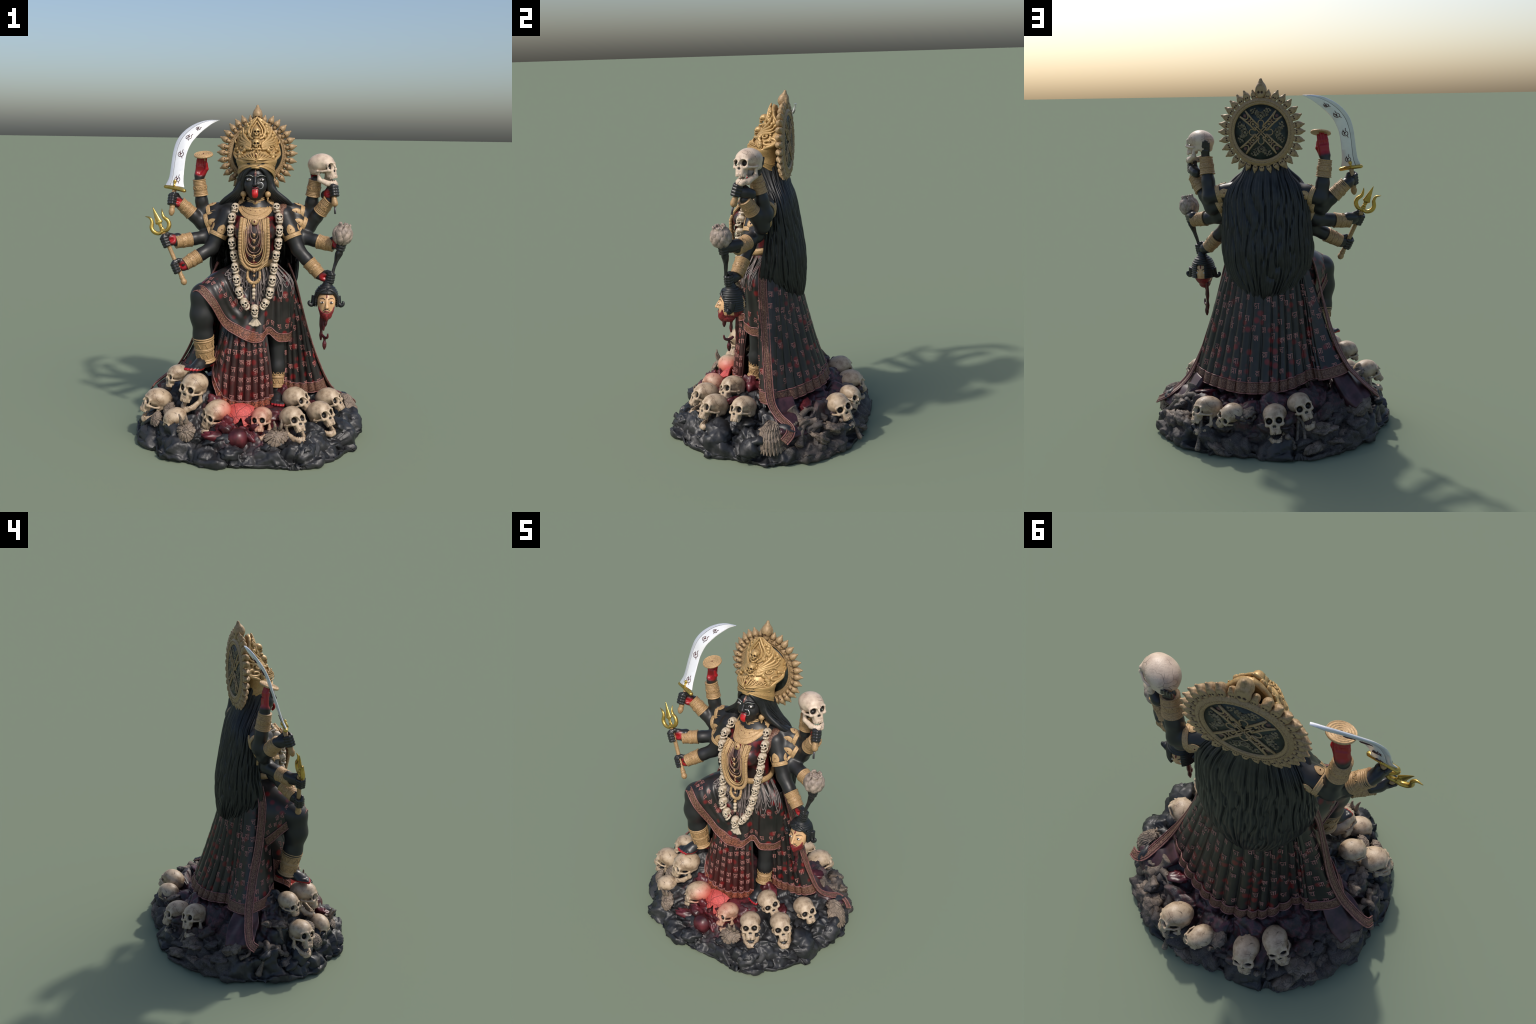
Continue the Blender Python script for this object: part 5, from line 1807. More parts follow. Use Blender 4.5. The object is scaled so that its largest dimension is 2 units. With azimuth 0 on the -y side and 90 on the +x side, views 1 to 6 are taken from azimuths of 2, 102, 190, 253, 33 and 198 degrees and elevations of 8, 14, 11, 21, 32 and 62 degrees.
# fan tassel below the lowest skull
g = Geo()
nu, nv = 56, 10
a = np.linspace(-0.95, 0.95, nu)
q = np.linspace(0, 1, nv)
lob = np.abs(np.sin(a * 5.0)) ** 0.5
R = 0.010 + (0.046 + 0.004 * lob[:, None]) * q[None]
P = np.stack([0.024 + R * np.sin(a * 0.72)[:, None], -0.195 - 0.004 * lob[:, None] * q[None] - 0.006 * q[None], 0.776 - R * np.cos(a * 0.72)[:, None]], 2)
g.sheet(P, 0.012, flip=grid_normals(P)[..., 1].sum() > 0)
g.lathe([(0.004, -0.006), (0.017, -0.005), (0.018, 0.0), (0.017, 0.005), (0.004, 0.006)], frame((0.024, -0.195, 0.774), (0, 0, 1)), 18)
g.obj('tassel', M_BONEWHITE, GAR)


# ------------------------------------------------------------------ halo
HALO = empty('halo', ROOT)
HC0 = A([0.010, 0.128, 1.7145])


def hp(x, y, d):
    """halo point: x right, y up, d towards the front"""
    return HC0 + A([x, -d, y])


def hpath(xy, d):
    return A([hp(x, y, d) for x, y in xy])


HLF = frame(HC0, (0, 1, 0), (1, 0, 0))           # lathe axis pointing to the back
g = Geo()
prof = [(0.001, -0.004), (0.150, -0.004), (0.151, -0.012), (0.156, -0.014), (0.160, -0.010), (0.164, -0.014), (0.172, -0.014), (0.176, -0.010), (0.182, -0.008), (0.186, -0.002),
        (0.186, 0.006), (0.182, 0.011), (0.176, 0.012), (0.174, 0.016), (0.168, 0.0165), (0.166, 0.013), (0.162, 0.016), (0.157, 0.016), (0.154, 0.013), (0.151, 0.012), (0.150, 0.006), (0.001, 0.006)]
g.lathe(prof, HLF, 128)
for k in range(96):
    a = 2 * math.pi * k / 96
    for d in (-0.0145, 0.0165):
        g.ball(HC0 + A([0.168 * math.sin(a), d, 0.168 * math.cos(a)]), (0.0035, 0.002, 0.0035), seg=6)
g.obj('halo_ring', M_HALO, HALO)
g = Geo()
g.lathe([(0.001, -0.0065), (0.149, -0.0065), (0.149, 0.0085), (0.001, 0.0085)], HLF, 96)
g.obj('halo_plate', M_HALODARK, HALO)
# tooled back: four jewelled arms in a cross, knot at the middle, leafy fields between
B = -0.011
g = Geo()
for q in range(4):
    R = lambda xy, q=q: [(x * math.cos(a) - y * math.sin(a), x * math.sin(a) + y * math.cos(a)) for x, y in xy for a in [math.pi / 4 + q * math.pi / 2]]
    for sg in (-1, 1):
        g.tube(hpath(R([(0.028, sg * 0.015), (0.085, sg * 0.016), (0.105, sg * 0.018), (0.143, sg * 0.022)]), B), 0.0050, 8)
        g.tube(hpath(R([(0.0, sg * 0.006), (0.050, sg * 0.006)]), B - 0.002), 0.0032, 6)
        g.tube(even(hpath(R([(0.143, sg * 0.022), (0.112, sg * 0.012), (0.103, 0.0)]), B - 0.001), 12), 0.0036, 8)
    g.tube(even(hpath(R([(0.028, 0.015), (0.036, 0.0), (0.028, -0.015)]), B - 0.002), 12), 0.0038, 8)
    g.tube(even(hpath(R([(0.070, 0.012), (0.078, 0.0), (0.070, -0.012)]), B), 10), 0.0028, 6)
    g.tube(even(hpath(R([(0.092, 0.013), (0.086, 0.0), (0.092, -0.013)]), B), 10), 0.0028, 6)
    g.ball(hp(*R([(0.062, 0.0)])[0], B + 0.003), (0.008, 0.003, 0.008), seg=10)
    for x, w in ((0.126, 0.011), (0.080, 0.008), (0.094, 0.006)):
        c = hp(*R([(x, 0)])[0], B + 0.003)
        g.ball(c, (w, 0.0035, w), seg=10, mi=1)
for q in range(4):
    a = q * math.pi / 2
    R = lambda xy, a=a: [(x * math.cos(a) - y * math.sin(a), x * math.sin(a) + y * math.cos(a)) for x, y in xy]
    th = np.linspace(-2.3, 2.3, 22)
    g.tube(hpath(R([(0.050 + 0.016 * math.cos(k), 0.016 * math.sin(k)) for k in th]), B + 0.002), 0.0030, 6)
g.obj('halo_cross', [M_HALO, M_HALORED], HALO)
g = Geo()
for q in range(4):
    a = q * math.pi / 2
    R = lambda xy, a=a: [(x * math.cos(a) - y * math.sin(a), x * math.sin(a) + y * math.cos(a)) for x, y in xy]
    g.tube(even(hpath(R([(0.070, 0), (0.092, 0.016), (0.108, 0.0)]), B + 0.001), 14), 0.0034, 6)
    g.tube(even(hpath(R([(0.070, 0), (0.092, -0.016), (0.108, 0.0)]), B + 0.001), 14), 0.0034, 6)
    g.ball(hp(*R([(0.090, 0)])[0], B + 0.001), (0.009, 0.0035, 0.009), seg=8)
    for sg in (-1, 1):
        for k in range(4):
            x0, y0 = 0.088 + 0.010 * k, sg * (0.012 + 0.012 * k)
            sp = [(x0 + (0.017 - 0.0040 * t) * math.cos(t * 1.25 * sg + 1.2 * k), y0 + (0.013 - 0.003 * t) * math.sin(t * 1.25 * sg + 1.2 * k)) for t in np.linspace(0, 3.6, 20)]
            sp = [(x, y) for x, y in sp if math.hypot(x, y) < 0.143]
            if len(sp) > 4:
                g.tube(hpath(R(sp), B + 0.002), np.linspace(0.0042, 0.0020, len(sp)), 6)
        for k in range(5):
            x0, y0 = 0.096 + 0.009 * (k % 3), sg * (0.010 + 0.011 * k)
            if math.hypot(x0 + .012, y0) < 0.14:
                g.ball(hp(*R([(x0 + 0.012, y0)])[0], B + 0.002), (0.0065, 0.003, 0.0065), seg=8)
g.obj('halo_foliage', M_HALOLEAF, HALO)


# skull finials round the rim: onion head with a drawn-out tip; face on both sides
def finial_field(P):
    """local: z outwards from the rim, face towards -y"""
    d = sd_ell(P, (0, -0.010, 0.024), (0.0185, 0.0185, 0.0205))
    d = smin(d, sd_cap(P, (0, -0.004, 0.040), (0, -0.002, 0.0555), 0.0105, 0.0052), 0.012)
    d = smin(d, sd_ell(P, (0, -0.010, 0.003), (0.0110, 0.0145, 0.013)), 0.004)
    d = smin(d, sd_ell(P, (0, 0.004, 0.019), (0.0180, 0.0085, 0.0235)), 0.005)
    d = smax(d, P[:, 1] - 0.0105, 0.002)
    Q = mirror(P)
    for y in (-0.0285, 0.0125):
        d = smax(d, -sd_ell(Q, (0.0055, y, 0.015), (0.0040, 0.0052, 0.0042)), 0.0012)
        d = smax(d, -sd_ell(Q, (0.0, y + 0.001, 0.0075), (0.0018, 0.004, 0.003)), 0.001)
    return d


V, F = surface_nets(finial_field, (-0.022, -0.034, -0.014), (0.022, 0.014, 0.062), 0.0016)
C = V[F].mean(1)
Q = mirror(C)
dk = np.zeros(len(F), int)
for y in (-0.0285, 0.0125):
    dk |= (sd_ell(Q, (0.0055, y, 0.015), (0.0040, 0.0052, 0.0042)) < 0.0006).astype(int)
o = mesh_obj('finial', V, F, [M_HALO, plain('finial_dark', (0.06, 0.025, 0.015), 0.6)], None, mi=dk)
ME_FIN = o.data
bpy.data.objects.remove(o)
for k in range(32):
    a = 2 * math.pi * k / 32
    r = 0.183
    s = 1.04
    if k == 0:
        s, r = 1.66, 0.190
    elif k in (1, 31):
        s = 0.86
    elif 14 <= k <= 18:
        s = 0.80
    d = A([math.sin(a), 0, math.cos(a)])
    M = frame(HC0 + d * r, d, (math.cos(a), 0, -math.sin(a)), s)
    M = M @ Matrix.Rotation(math.radians(float(rng.normal() * 3)), 4, 'Y')
    instance(ME_FIN, 'halo_finial', M, HALO)

# ------------------------------------------------------------------ crown
CROWN = empty('crown', ROOT)
# band: leaning cone, low behind and arched high over the brow
nu, nv = 120, 22
a = np.linspace(-2.75, 2.75, nu)
q = np.linspace(0, 1, nv)
z0 = 1.560 + 0.084 * np.clip((np.cos(a) + 0.35) / 1.35, 0, 1) ** 1.2
z1 = z0 + 0.034 + 0.15 * (1 - np.cos(a)) / 2
rx = 0.108 + 0.020 * q
G = np.zeros((nu, nv, 3))
G[..., 0] = HX + np.sin(a)[:, None] * (0.105 + 0.016 * q[None] + 0.003 * np.sin(q[None] * 9))
yb = np.where(np.cos(a) > 0, 0.118, 0.080)
G[..., 1] = 0.022 - np.cos(a)[:, None] * yb[:, None] + (0.004 + 0.012 * np.clip(np.cos(a), 0, 1)[:, None]) * q[None]
G[..., 2] = z0[:, None] + (z1 - z0)[:, None] * q[None]
N = grid_normals(G)
g = Geo()
g.sheet(G, 0.012, flip=(N[..., 1] * (G[..., 1] - 0.02)).sum() < 0)
for j in (0, 5):
    g.tube(G[:, j], 0.0040 if j == 0 else 0.0022, 8)
g.obj('crown_band', M_GOLD, CROWN)

# tiara: a shell that leans back to the halo; everything on it is laid out in (x, z)
def tia(x, z, off=0.0):
    y0 = np.interp(z, [1.62, 1.69, 1.72, 1.765, 1.836, 1.90, 1.925, 1.96], [-0.102, -0.088, -0.058, -0.016, 0.018, 0.044, 0.054, 0.075])
    k = np.interp(z, [1.60, 1.70, 1.80, 1.92], [7.6, 9.0, 7.5, 5.0])
    y = y0 + k * x * x
    return A([HX + x, min(y, 0.122) - off * 0.85, z + off * 0.5])


def tpath(xz, off=0.0, n=24):
    off = off + 0.003
    Q = even([(x, 0, z) for x, z in xz], n)
    return A([tia(x, z, off) for x, _, z in Q])


def outline(z):
    return np.interp(z, [1.62, 1.66, 1.70, 1.75, 1.80, 1.85, 1.90, 1.93], [0.090, 0.112, 0.132, 0.138, 0.124, 0.098, 0.056, 0.008])


nu, nv = 60, 60
G = np.zeros((nu, nv, 3))
for i, u in enumerate(np.linspace(-1, 1, nu)):
    for j, z in enumerate(np.linspace(1.632, 1.928, nv)):
        G[i, j] = tia(u * outline(z), z)
p = G.reshape(-1, 3)
G[..., 1] += (0.002 * fbm(p, 40, 2, 3)).reshape(nu, nv)
N = grid_normals(G)
g = Geo()
th = np.clip((0.118 - G[..., 1]) * 0.35, 0.010, 0.03)
g.sheet(G, th, flip=N[..., 1].sum() > 0)
g.obj('tiara', M_GOLD, CROWN)

g = Geo()


def both(xz, r, off=0.004, n=24, seg=8, mi=0):
    r = [q * 1.25 for q in r] if not np.isscalar(r) else r
    for sg in (-1, 1):
        g.tube(tpath([(sg * x * 1.13, z) for x, z in xz], off, n), r if np.isscalar(r) else np.interp(np.linspace(0, 1, n), np.linspace(0, 1, len(r)), r), seg, mi)


def spiral(x, z, r, turns, start, rad, off=0.006, dirn=1, mi=0):
    t = np.linspace(0, 1, 34)
    for sg in (-1, 1):
        pts = [(sg * 1.13 * (x + r * (1 - 0.82 * k) * math.cos(start + dirn * k * turns * 6.283)), z + r * (1 - 0.82 * k) * math.sin(start + dirn * k * turns * 6.283)) for k in t]
        g.tube(A([tia(px, pz, off + 0.004 * k) for (px, pz), k in zip(pts, t)]), 1.3 * rad * (1 - 0.35 * t), 8, mi)


# flame frame round the upper skull (double rim)
both([(0.0, 1.925), (0.019, 1.893), (0.037, 1.864), (0.043, 1.838), (0.034, 1.808), (0.016, 1.795)], [0.004, 0.006, 0.0065, 0.0065, 0.006, 0.004], 0.008, 30)
both([(0.0, 1.902), (0.012, 1.880), (0.025, 1.856), (0.029, 1.834), (0.022, 1.814)], [0.003, 0.004, 0.004, 0.004, 0.003], 0.008, 26)
# wing plumes sweeping up and outwards
for k, (x1, z1, x2, z2, x3, z3) in enumerate([(0.050, 1.790, 0.070, 1.825, 0.072, 1.862), (0.054, 1.778, 0.080, 1.800, 0.088, 1.832), (0.056, 1.768, 0.086, 1.782, 0.098, 1.806), (0.054, 1.758, 0.086, 1.766, 0.102, 1.782)]):
    both([(0.026, 1.765 - 0.006 * k), (x1, z1), (x2, z2), (x3, z3)], [0.006, 0.0085, 0.0075, 0.002], 0.008, 26)
    both([(0.030, 1.758 - 0.006 * k), (x1 + .004, z1 - .006), (x2 + .004, z2 - .006)], [0.003, 0.004, 0.002], 0.011, 20)
# curled ears beside the lower skull, leaf scrolls, side volutes
spiral(0.030, 1.776, 0.018, 0.9, 2.4, 0.0062, 0.008)
spiral(0.078, 1.748, 0.017, 1.3, 0.4, 0.0055, 0.008)
spiral(0.100, 1.716, 0.022, 1.2, 1.6, 0.0075, 0.008, -1)
both([(0.118, 1.740), (0.118, 1.705), (0.102, 1.680), (0.090, 1.664)], [0.004, 0.008, 0.008, 0.004], 0.006)
both([(0.030, 1.735), (0.052, 1.742), (0.062, 1.762), (0.058, 1.735), (0.078, 1.715)], [0.006, 0.010, 0.005, 0.010, 0.006], 0.008, 30)
both([(0.070, 1.715), (0.084, 1.700), (0.088, 1.682)], [0.010, 0.012, 0.008], 0.006)
# clusters of small knobs by the flame
kn = random.Random(5)
for k in range(34):
    z = 1.805 + 0.105 * kn.random()
    x = 0.036 + (outline(z) - 0.042) * kn.random() if z < 1.86 else 0.030 + 0.03 * kn.random()
    if x > outline(z) - 0.004 or (x < 0.036 and z < 1.87):
        continue
    for sg in (-1, 1):
        r = 0.007 + 0.005 * kn.random()
        g.ball(tia(sg * x, z, 0.006), (r, r, r * 1.15), seg=8)
# fan of swirls over the brow
for k in range(7):
    x1 = 0.014 + 0.0135 * k
    z1 = 1.722 - 0.0058 * k
    both([(0.004, 1.672), (x1 * 0.55, 1.676 + 0.0015 * (6 - k)), (x1 * 0.95, z1 - 0.012), (x1, z1), (x1 - 0.008, z1 + 0.003), (x1 - 0.007, z1 - 0.006)], [0.0016, 0.003, 0.0036, 0.0036, 0.003, 0.002], 0.011, 30, 6)
both([(0.0, 1.662), (0.03, 1.662), (0.07, 1.656), (0.098, 1.640)], 0.0030, 0.008)
for x, z, r in ((0, 1.702, 0.0125), (0, 1.668, 0.0068)):
    c = tia(x, z, 0.012)
    g.ball(c, (r, 0.007, r * 1.15), seg=16)
    g.ball(c + A([0, -0.006, 0.0]), (r * 0.36, 0.003, r * 0.6), seg=8, mi=1)
both([(0.004, 1.732), (0.02, 1.738), (0.026, 1.730)], [0.004, 0.005, 0.003], 0.012)
g.obj('tiara_ornament', [M_GOLD, M_RUBY], CROWN)
for z, s, pit in ((1.838, 0.060, 14), (1.770, 0.060, 14)):
    c = tia(0, z, 0.018)
    skull_at(ME_SKULL_GOLD, 'gilded_skull', c, s, 0, -8, 0, CROWN)
# feather tips behind the plumes, on the dark halo face
g = Geo()
for sg in (-1, 1):
    for k in range(3):
        x, z = 0.122 + 0.004 * k, 1.735 + 0.022 * k
        g.tube(even([(HX + sg * (x - 0.014), 0.112, z - 0.010), (HX + sg * x, 0.108, z), (HX + sg * (x + 0.004), 0.108, z + 0.016)], 12), np.interp(np.linspace(0, 1, 12), [0, .5, 1], [0.004, 0.007, 0.0015]), 8)
g.obj('feather_tip', M_GOLD, CROWN)


# ------------------------------------------------------------------ sword
SWORD = empty('sword', ROOT)
gd, pm = A([-0.472, -0.030, 1.500]), A([-0.484, -0.084, 1.351])
outer = [(-0.526, -0.022, 1.522), (-0.507, -0.002, 1.570), (-0.497, 0.030, 1.662), (-0.490, 0.052, 1.722), (-0.473, 0.070, 1.782), (-0.440, 0.090, 1.832), (-0.396, 0.112, 1.870), (-0.345, 0.128, 1.896), (-0.290, 0.138, 1.910), (-0.222, 0.143, 1.912)]
inner = [(-0.412, -0.048, 1.512), (-0.420, -0.020, 1.560), (-0.416, 0.024, 1.662), (-0.406, 0.044, 1.718), (-0.384, 0.062, 1.770), (-0.360, 0.080, 1.803), (-0.330, 0.100, 1.836), (-0.300, 0.118, 1.862), (-0.268, 0.134, 1.886), (-0.224, 0.143, 1.909)]
n = 90
O, I = crom(outer, n), crom(inner, n)
acr = unit(I - O)
alo = unit(np.gradient((O + I) / 2, axis=0))
BN = unit(np.cross(acr, alo))
BN = BN * np.sign(-BN[:, 1:2])                      # towards the front
# section across the blade: (fraction, half thickness)
for name, mat, sec in (('blade', M_BLADE, [(0.27, 0.0052), (0.30, 0.0062), (0.6, 0.006), (0.95, 0.004), (1.0, 0.0012)]),
                       ('blade_bevel', M_BEVEL, [(0.0, 0.0012), (0.03, 0.0030), (0.20, 0.0060), (0.235, 0.0062), (0.25, 0.0040)]),
                       ('blade_groove', M_STEEL, [(0.245, 0.0042), (0.27, 0.0044), (0.285, 0.0044)])):
    ring = [(f, h) for f, h in sec] + [(f, -h) for f, h in sec[::-1]]
    Vv = np.stack([O + (I - O) * f + BN * h for f, h in ring], 1)
    m = len(ring)
    Fc = [(i * m + j, i * m + (j + 1) % m, (i + 1) * m + (j + 1) % m, (i + 1) * m + j) for i in range(n - 1) for j in range(m)]
    Fc += [tuple(range(m))[::-1], tuple(range((n - 1) * m, n * m))]
    g = Geo()
    g.add(Vv.reshape(-1, 3), Fc)
    o = g.obj(name, mat, SWORD, True, 30)
# flame-like runes on both faces
g = Geo()
for t, sc in ((0.10, 1.0), (0.30, 1.0), (0.53, 0.95), (0.70, 0.72)):
    i = int(t * n)
    c = O[i] + (I[i] - O[i]) * 0.60
    ax, al = acr[i], alo[i]
    for face in (1, -1):
        nb = BN[i] * face * 0.0072
        q = lambda x, y: c + nb + (ax * x * face + al * y) * 0.025 * sc
        strokes = [arc(0, -0.1, 0.62, 120, 330, 16), np.concatenate([arc(0.05, -0.1, 0.62, -40, 75, 10), A([(0.28, 0.75), (0.35, 1.15)])]), A([(-0.35, 0.42), (-0.2, 0.25), (-0.3, 0.75)]),
                   A([(0.35, -0.6), (0.55, -1.1)]), A([(-0.2, 0.3), (0.0, 0.1), (0.2, 0.15), (0.0, -0.05), (-0.2, -0.15), (0.05, -0.45)])]
        for k, st in enumerate(strokes):
            g.tube(even(A([q(x, y) for x, y in st]), 18), 0.0017 if k < 4 else 0.0024, 5)
g.obj('rune', M_RUNE, SWORD)
g = Geo()
gx = unit(A([-0.404, -0.058, 1.490]) - A([-0.536, -0.018, 1.514]))
for k, r in ((0, 0), ):
    P = A([A([-0.536, -0.016, 1.516]) + (A([-0.400, -0.062, 1.492]) - A([-0.536, -0.016, 1.516])) * t for t in np.linspace(0, 1, 25)])
    P[:, 2] += 0.010 * (np.linspace(-1, 1, 25) ** 2 - 0.6) * -0.4
    g.tube(P, np.interp(np.linspace(0, 1, 25), [0, .05, .5, .95, 1], [0.006, 0.013, 0.015, 0.013, 0.006]), 14, flat=0.85)
c = A([-0.472, -0.040, 1.508])
bl = unit((O[12] + I[12]) / 2 - c)
for face in (1, -1):
    b0 = c + BN[4] * 0.010 * face
    g.tube([b0, b0 + bl * 0.03], 0.006, 10)
    g.ball(b0 + bl * 0.036, (0.0105, 0.008, 0.0125), seg=14)
g.obj('guard', M_BRASS, SWORD)
ax = unit(pm - gd)
g = Geo()
L = np.linalg.norm(pm - gd)
g.lathe([(0.006, 0.0), (0.013, 0.004), (0.013, L * 0.55), (0.016, L * 0.57), (0.0165, L * 0.62), (0.0135, L * 0.64), (0.0165, L * 0.67), (0.0165, L * 0.72), (0.014, L * 0.75), (0.017, L * 0.80), (0.0185, L * 0.86),
         (0.015, L * 0.95), (0.008, L * 1.02), (0.004, L * 1.03)], frame(gd, ax, (1, 0, 0)), 28)
g.obj('grip', M_BANGLE, SWORD)
fist(-1, gd + ax * 0.068, -ax, ARMS[1][2])

# ------------------------------------------------------------------ disc on a fingertip and raised hands
g = Geo()
t = np.linspace(0.02, 1, 60)
up = 0.0065 + 0.0012 * np.cos(t * 6.283 * 5)
prof = [(0.056 * a, -0.0 - 0.003) for a in t] + [(0.058, 0.0)] + [(0.056 * a, h) for a, h in zip(t[::-1], up[::-1])]
DM = frame((-0.305, 0.018, 1.702), (-0.05, -0.32, 1), (1, 0, 0))
g.lathe(prof, DM, 56)
g.ball(xf(DM, [[0, 0, 0.008]])[0], 0.004, mi=1, seg=8)
g.tube([(-0.297, 0.008, 1.700), (-0.296, 0.010, 1.668)], 0.004, 8)
g.obj('discus', [M_GOLDPALE, M_RUBY], ROOT)
M = frame((-0.333, 0.040, 1.560), unit(A([-0.312, 0.036, 1.70]) - A([-0.333, 0.040, 1.555])), (1, 0, 0.0))
instance(ME_OPEN, 'hand', M @ Matrix.Rotation(math.radians(6), 4, 'Z') @ Matrix.Translation((0, 0, 0.006)) @ Matrix.Diagonal((1.05, 1.22, 1.0, 1)), ROOT)
M = frame((0.362, 0.012, 1.568), unit(A([0.360, 0.060, 1.70]) - A([0.362, 0.012, 1.568])), (-1, 0, 0))
instance(ME_OPEN_DARK, 'hand', frame((0.362, 0.018, 1.562), (-0.16, 0.42, 1), (1, 0, 0), 0.78), ROOT)

# ------------------------------------------------------------------ trident
TRI = empty('trident', ROOT)
tb, tp = A([-0.524, -0.118, 1.245]), A([-0.394, -0.170, 0.960])
ax = unit(tb - tp)
g = Geo()
L = np.linalg.norm(tb - tp)
g.lathe([(0.004, -0.012), (0.010, -0.010), (0.0175, 0.0), (0.019, 0.010), (0.016, 0.020), (0.0125, 0.026), (0.016, 0.030), (0.016, 0.038), (0.0125, 0.042), (0.015, 0.046), (0.0125, 0.052), (0.0125, L * 0.5), (0.0125, L * 0.93), (0.0155, L * 0.95),
         (0.0155, L * 0.98), (0.010, L)], frame(tp, ax, (1, 0, 0)), 24)
g.obj('shaft', M_BANGLE, TRI)
g = Geo()
tips = dict(l=A([-0.637, -0.088, 1.340]), c=A([-0.594, -0.084, 1.394]), r=A([-0.539, -0.084, 1.386]))
right = unit(tips['r'] - tips['l'])
right = unit(right - ax * (right @ ax))
q = lambda x, y: tb + right * x + ax * y
dep = np.cross(right, ax)
bend = lambda y: A([0, 0.10 * y * y / 0.16, 0])
Q = lambda x, y: q(x, y)
for sg, tip in ((-1, tips['l']), (1, tips['r'])):
    pts = [Q(0, 0.014), Q(sg * 0.026, 0.010), Q(sg * 0.049, 0.030), Q(sg * 0.053, 0.058), Q(sg * 0.038, 0.088), Q(sg * 0.040, 0.115), tip]
    P = even(pts, 44)
    g.tube(P, np.interp(np.linspace(0, 1, 44), [0, .3, .6, .8, 1], [0.0105, 0.0130, 0.0115, 0.0075, 0.0015]), 12)
P = even([Q(0, -0.012), Q(0, 0.05), (Q(0, 0.09) + tips['c']) / 2 * 0.5 + Q(0, 0.09) * 0.5, tips['c']], 36)
hw = np.interp(np.linspace(0, 1, 36), [0, .16, .2, .30, .40, .44, .52, .7, 1.0], [0.0115, 0.0110, 0.014, 0.0100, 0.0120, 0.024, 0.0185, 0.0125, 0.0015])
g.tube(P, hw, 12, flat=0.45, up=dep)
g.ball(P[10], (0.011, 0.011, 0.009), seg=12)
g.ball(P[16], (0.006, 0.012, 0.010), seg=10)
g.obj('trident_head', M_BRASS, TRI)
fist(-1, A([-0.503, -0.127, 1.198]), ax, ARMS[2][2])
fist(-1, A([-0.434, -0.154, 1.050]), ax, ARMS[3][2])

# ------------------------------------------------------------------ held skull on a handle
skull_at(ME_SKULL_HELD, 'held_skull', (0.396, -0.012, 1.654), 0.164, 60, -12, -4, ROOT)
h0, h1 = A([0.462, -0.056, 1.535]), A([0.478, -0.090, 1.422])
g = Geo()
L = np.linalg.norm(h1 - h0)
g.lathe([(0.004, 0.0), (0.013, 0.003), (0.013, L * 0.55), (0.015, L * 0.62), (0.0195, L * 0.86), (0.018, L * 0.97), (0.008, L * 1.04)], frame(h0, h1 - h0, (1, 0, 0)), 28)
g.obj('handle', M_BANGLE, ROOT)
g = Geo()
g.tube([h1, h1 + A([0.0, -0.006, -0.03]), A([0.480, -0.099, 1.375])], 0.0058, 10)
g.obj('handle_rod', M_STEEL, ROOT)
fist(1, A([0.468, -0.062, 1.502]), h0 - h1, ARMS[5][2])

# ------------------------------------------------------------------ lotus bud mace
MACE = empty('lotus_mace', ROOT)
c = A([0.522, -0.152, 1.258])
MX = frame(c, (0.20, -0.08, 1), (1, 0, 0))
g = Geo()
def sepal(rm, th, z0, z1, w, tilt, r0):
    """one fleshy scale of the bud, from low z0 to high z1"""
    u, v = np.meshgrid(np.linspace(-1, 1, 9), np.linspace(0, 1, 10), indexing='ij')
    z = z0 + (z1 - z0) * v
    body = rm * np.sqrt(np.clip(1 - (np.clip(z, -0.055, 0.052) / 0.060) ** 2, 0.05, 1))
    hw = w * np.sin(np.pi * np.clip(0.12 + 0.80 * v, 0, 1)) ** 0.55
    a = th + u * hw
    r = body + r0 + 0.007 * (1 - u * u) * np.sin(np.pi * v) + tilt * v * v
    P = np.stack([r * np.cos(a), r * np.sin(a), z], 2)
    g.sheet(xf(MX, P.reshape(-1, 3)).reshape(P.shape), 0.010)
g.ball(c, (0.050, 0.050, 0.054), M=None, seg=24)
for row, (z0, z1, m, tilt) in enumerate([(-0.058, 0.002, 7, 0.0), (-0.036, 0.028, 8, 0.003), (-0.010, 0.048, 8, 0.006), (0.012, 0.060, 7, 0.010), (0.030, 0.068, 5, 0.010)]):
    for k in range(m):
        sepal(0.053, 6.283 * (k + 0.5 * (row % 2)) / m, z0, z1, 3.0 / m, tilt, 0.001)
for k in range(26):
    rr, th = 0.034 * math.sqrt((k + .5) / 26), 2.4 * k
    p = xf(MX, [[rr * math.cos(th), rr * math.sin(th), 0.048 - 6 * rr * rr]])[0]
    g.ball(p, (0.010, 0.009, 0.011), seg=8)
g.obj('bud', plain('bud_taupe', (0.335, 0.265, 0.215), 0.55, 0, 0.22, 40, 0.3, 120), MACE)
g = Geo()
t = np.linspace(0, 1, 40)
P = even([(0.518, -0.140, 1.225), (0.512, -0.138, 1.17), (0.492, -0.140, 1.105), (0.476, -0.146, 1.05), (0.470, -0.148, 1.01)], 40)
g.tube(P, np.interp(t, [0, .12, .35, .55, .8, 1], [0.016, 0.014, 0.022, 0.010, 0.0095, 0.012]), 14, flat=0.8)
for ph in range(4):
    Pp = P + 0.5 * np.stack([np.cos(ph * 1.57 + 3 * t), np.sin(ph * 1.57 + 3 * t), 0 * t], 1) * np.interp(t, [0, .12, .35, .55, .8, 1], [0.020, 0.019, 0.032, 0.014, 0.012, 0.012])[:, None]
    g.tube(Pp, np.interp(t, [0, .35, .6, 1], [0.006, 0.009, 0.005, 0.004]), 8)
g.obj('stalk', plain('stalk_black', (0.022, 0.020, 0.021), 0.3, 0, 0.3, 40), MACE)
fist(1, A([0.514, -0.136, 1.198]), (0.25, -0.05, 1), ARMS[6][2])
fist(1, A([0.455, -0.133, 1.003]), (0.15, 0.0, 1), ARMS[7][2], s=1.0)

# ------------------------------------------------------------------ severed head
SEV = empty('severed_head', ROOT)
SX, SY = 0.440, -0.128


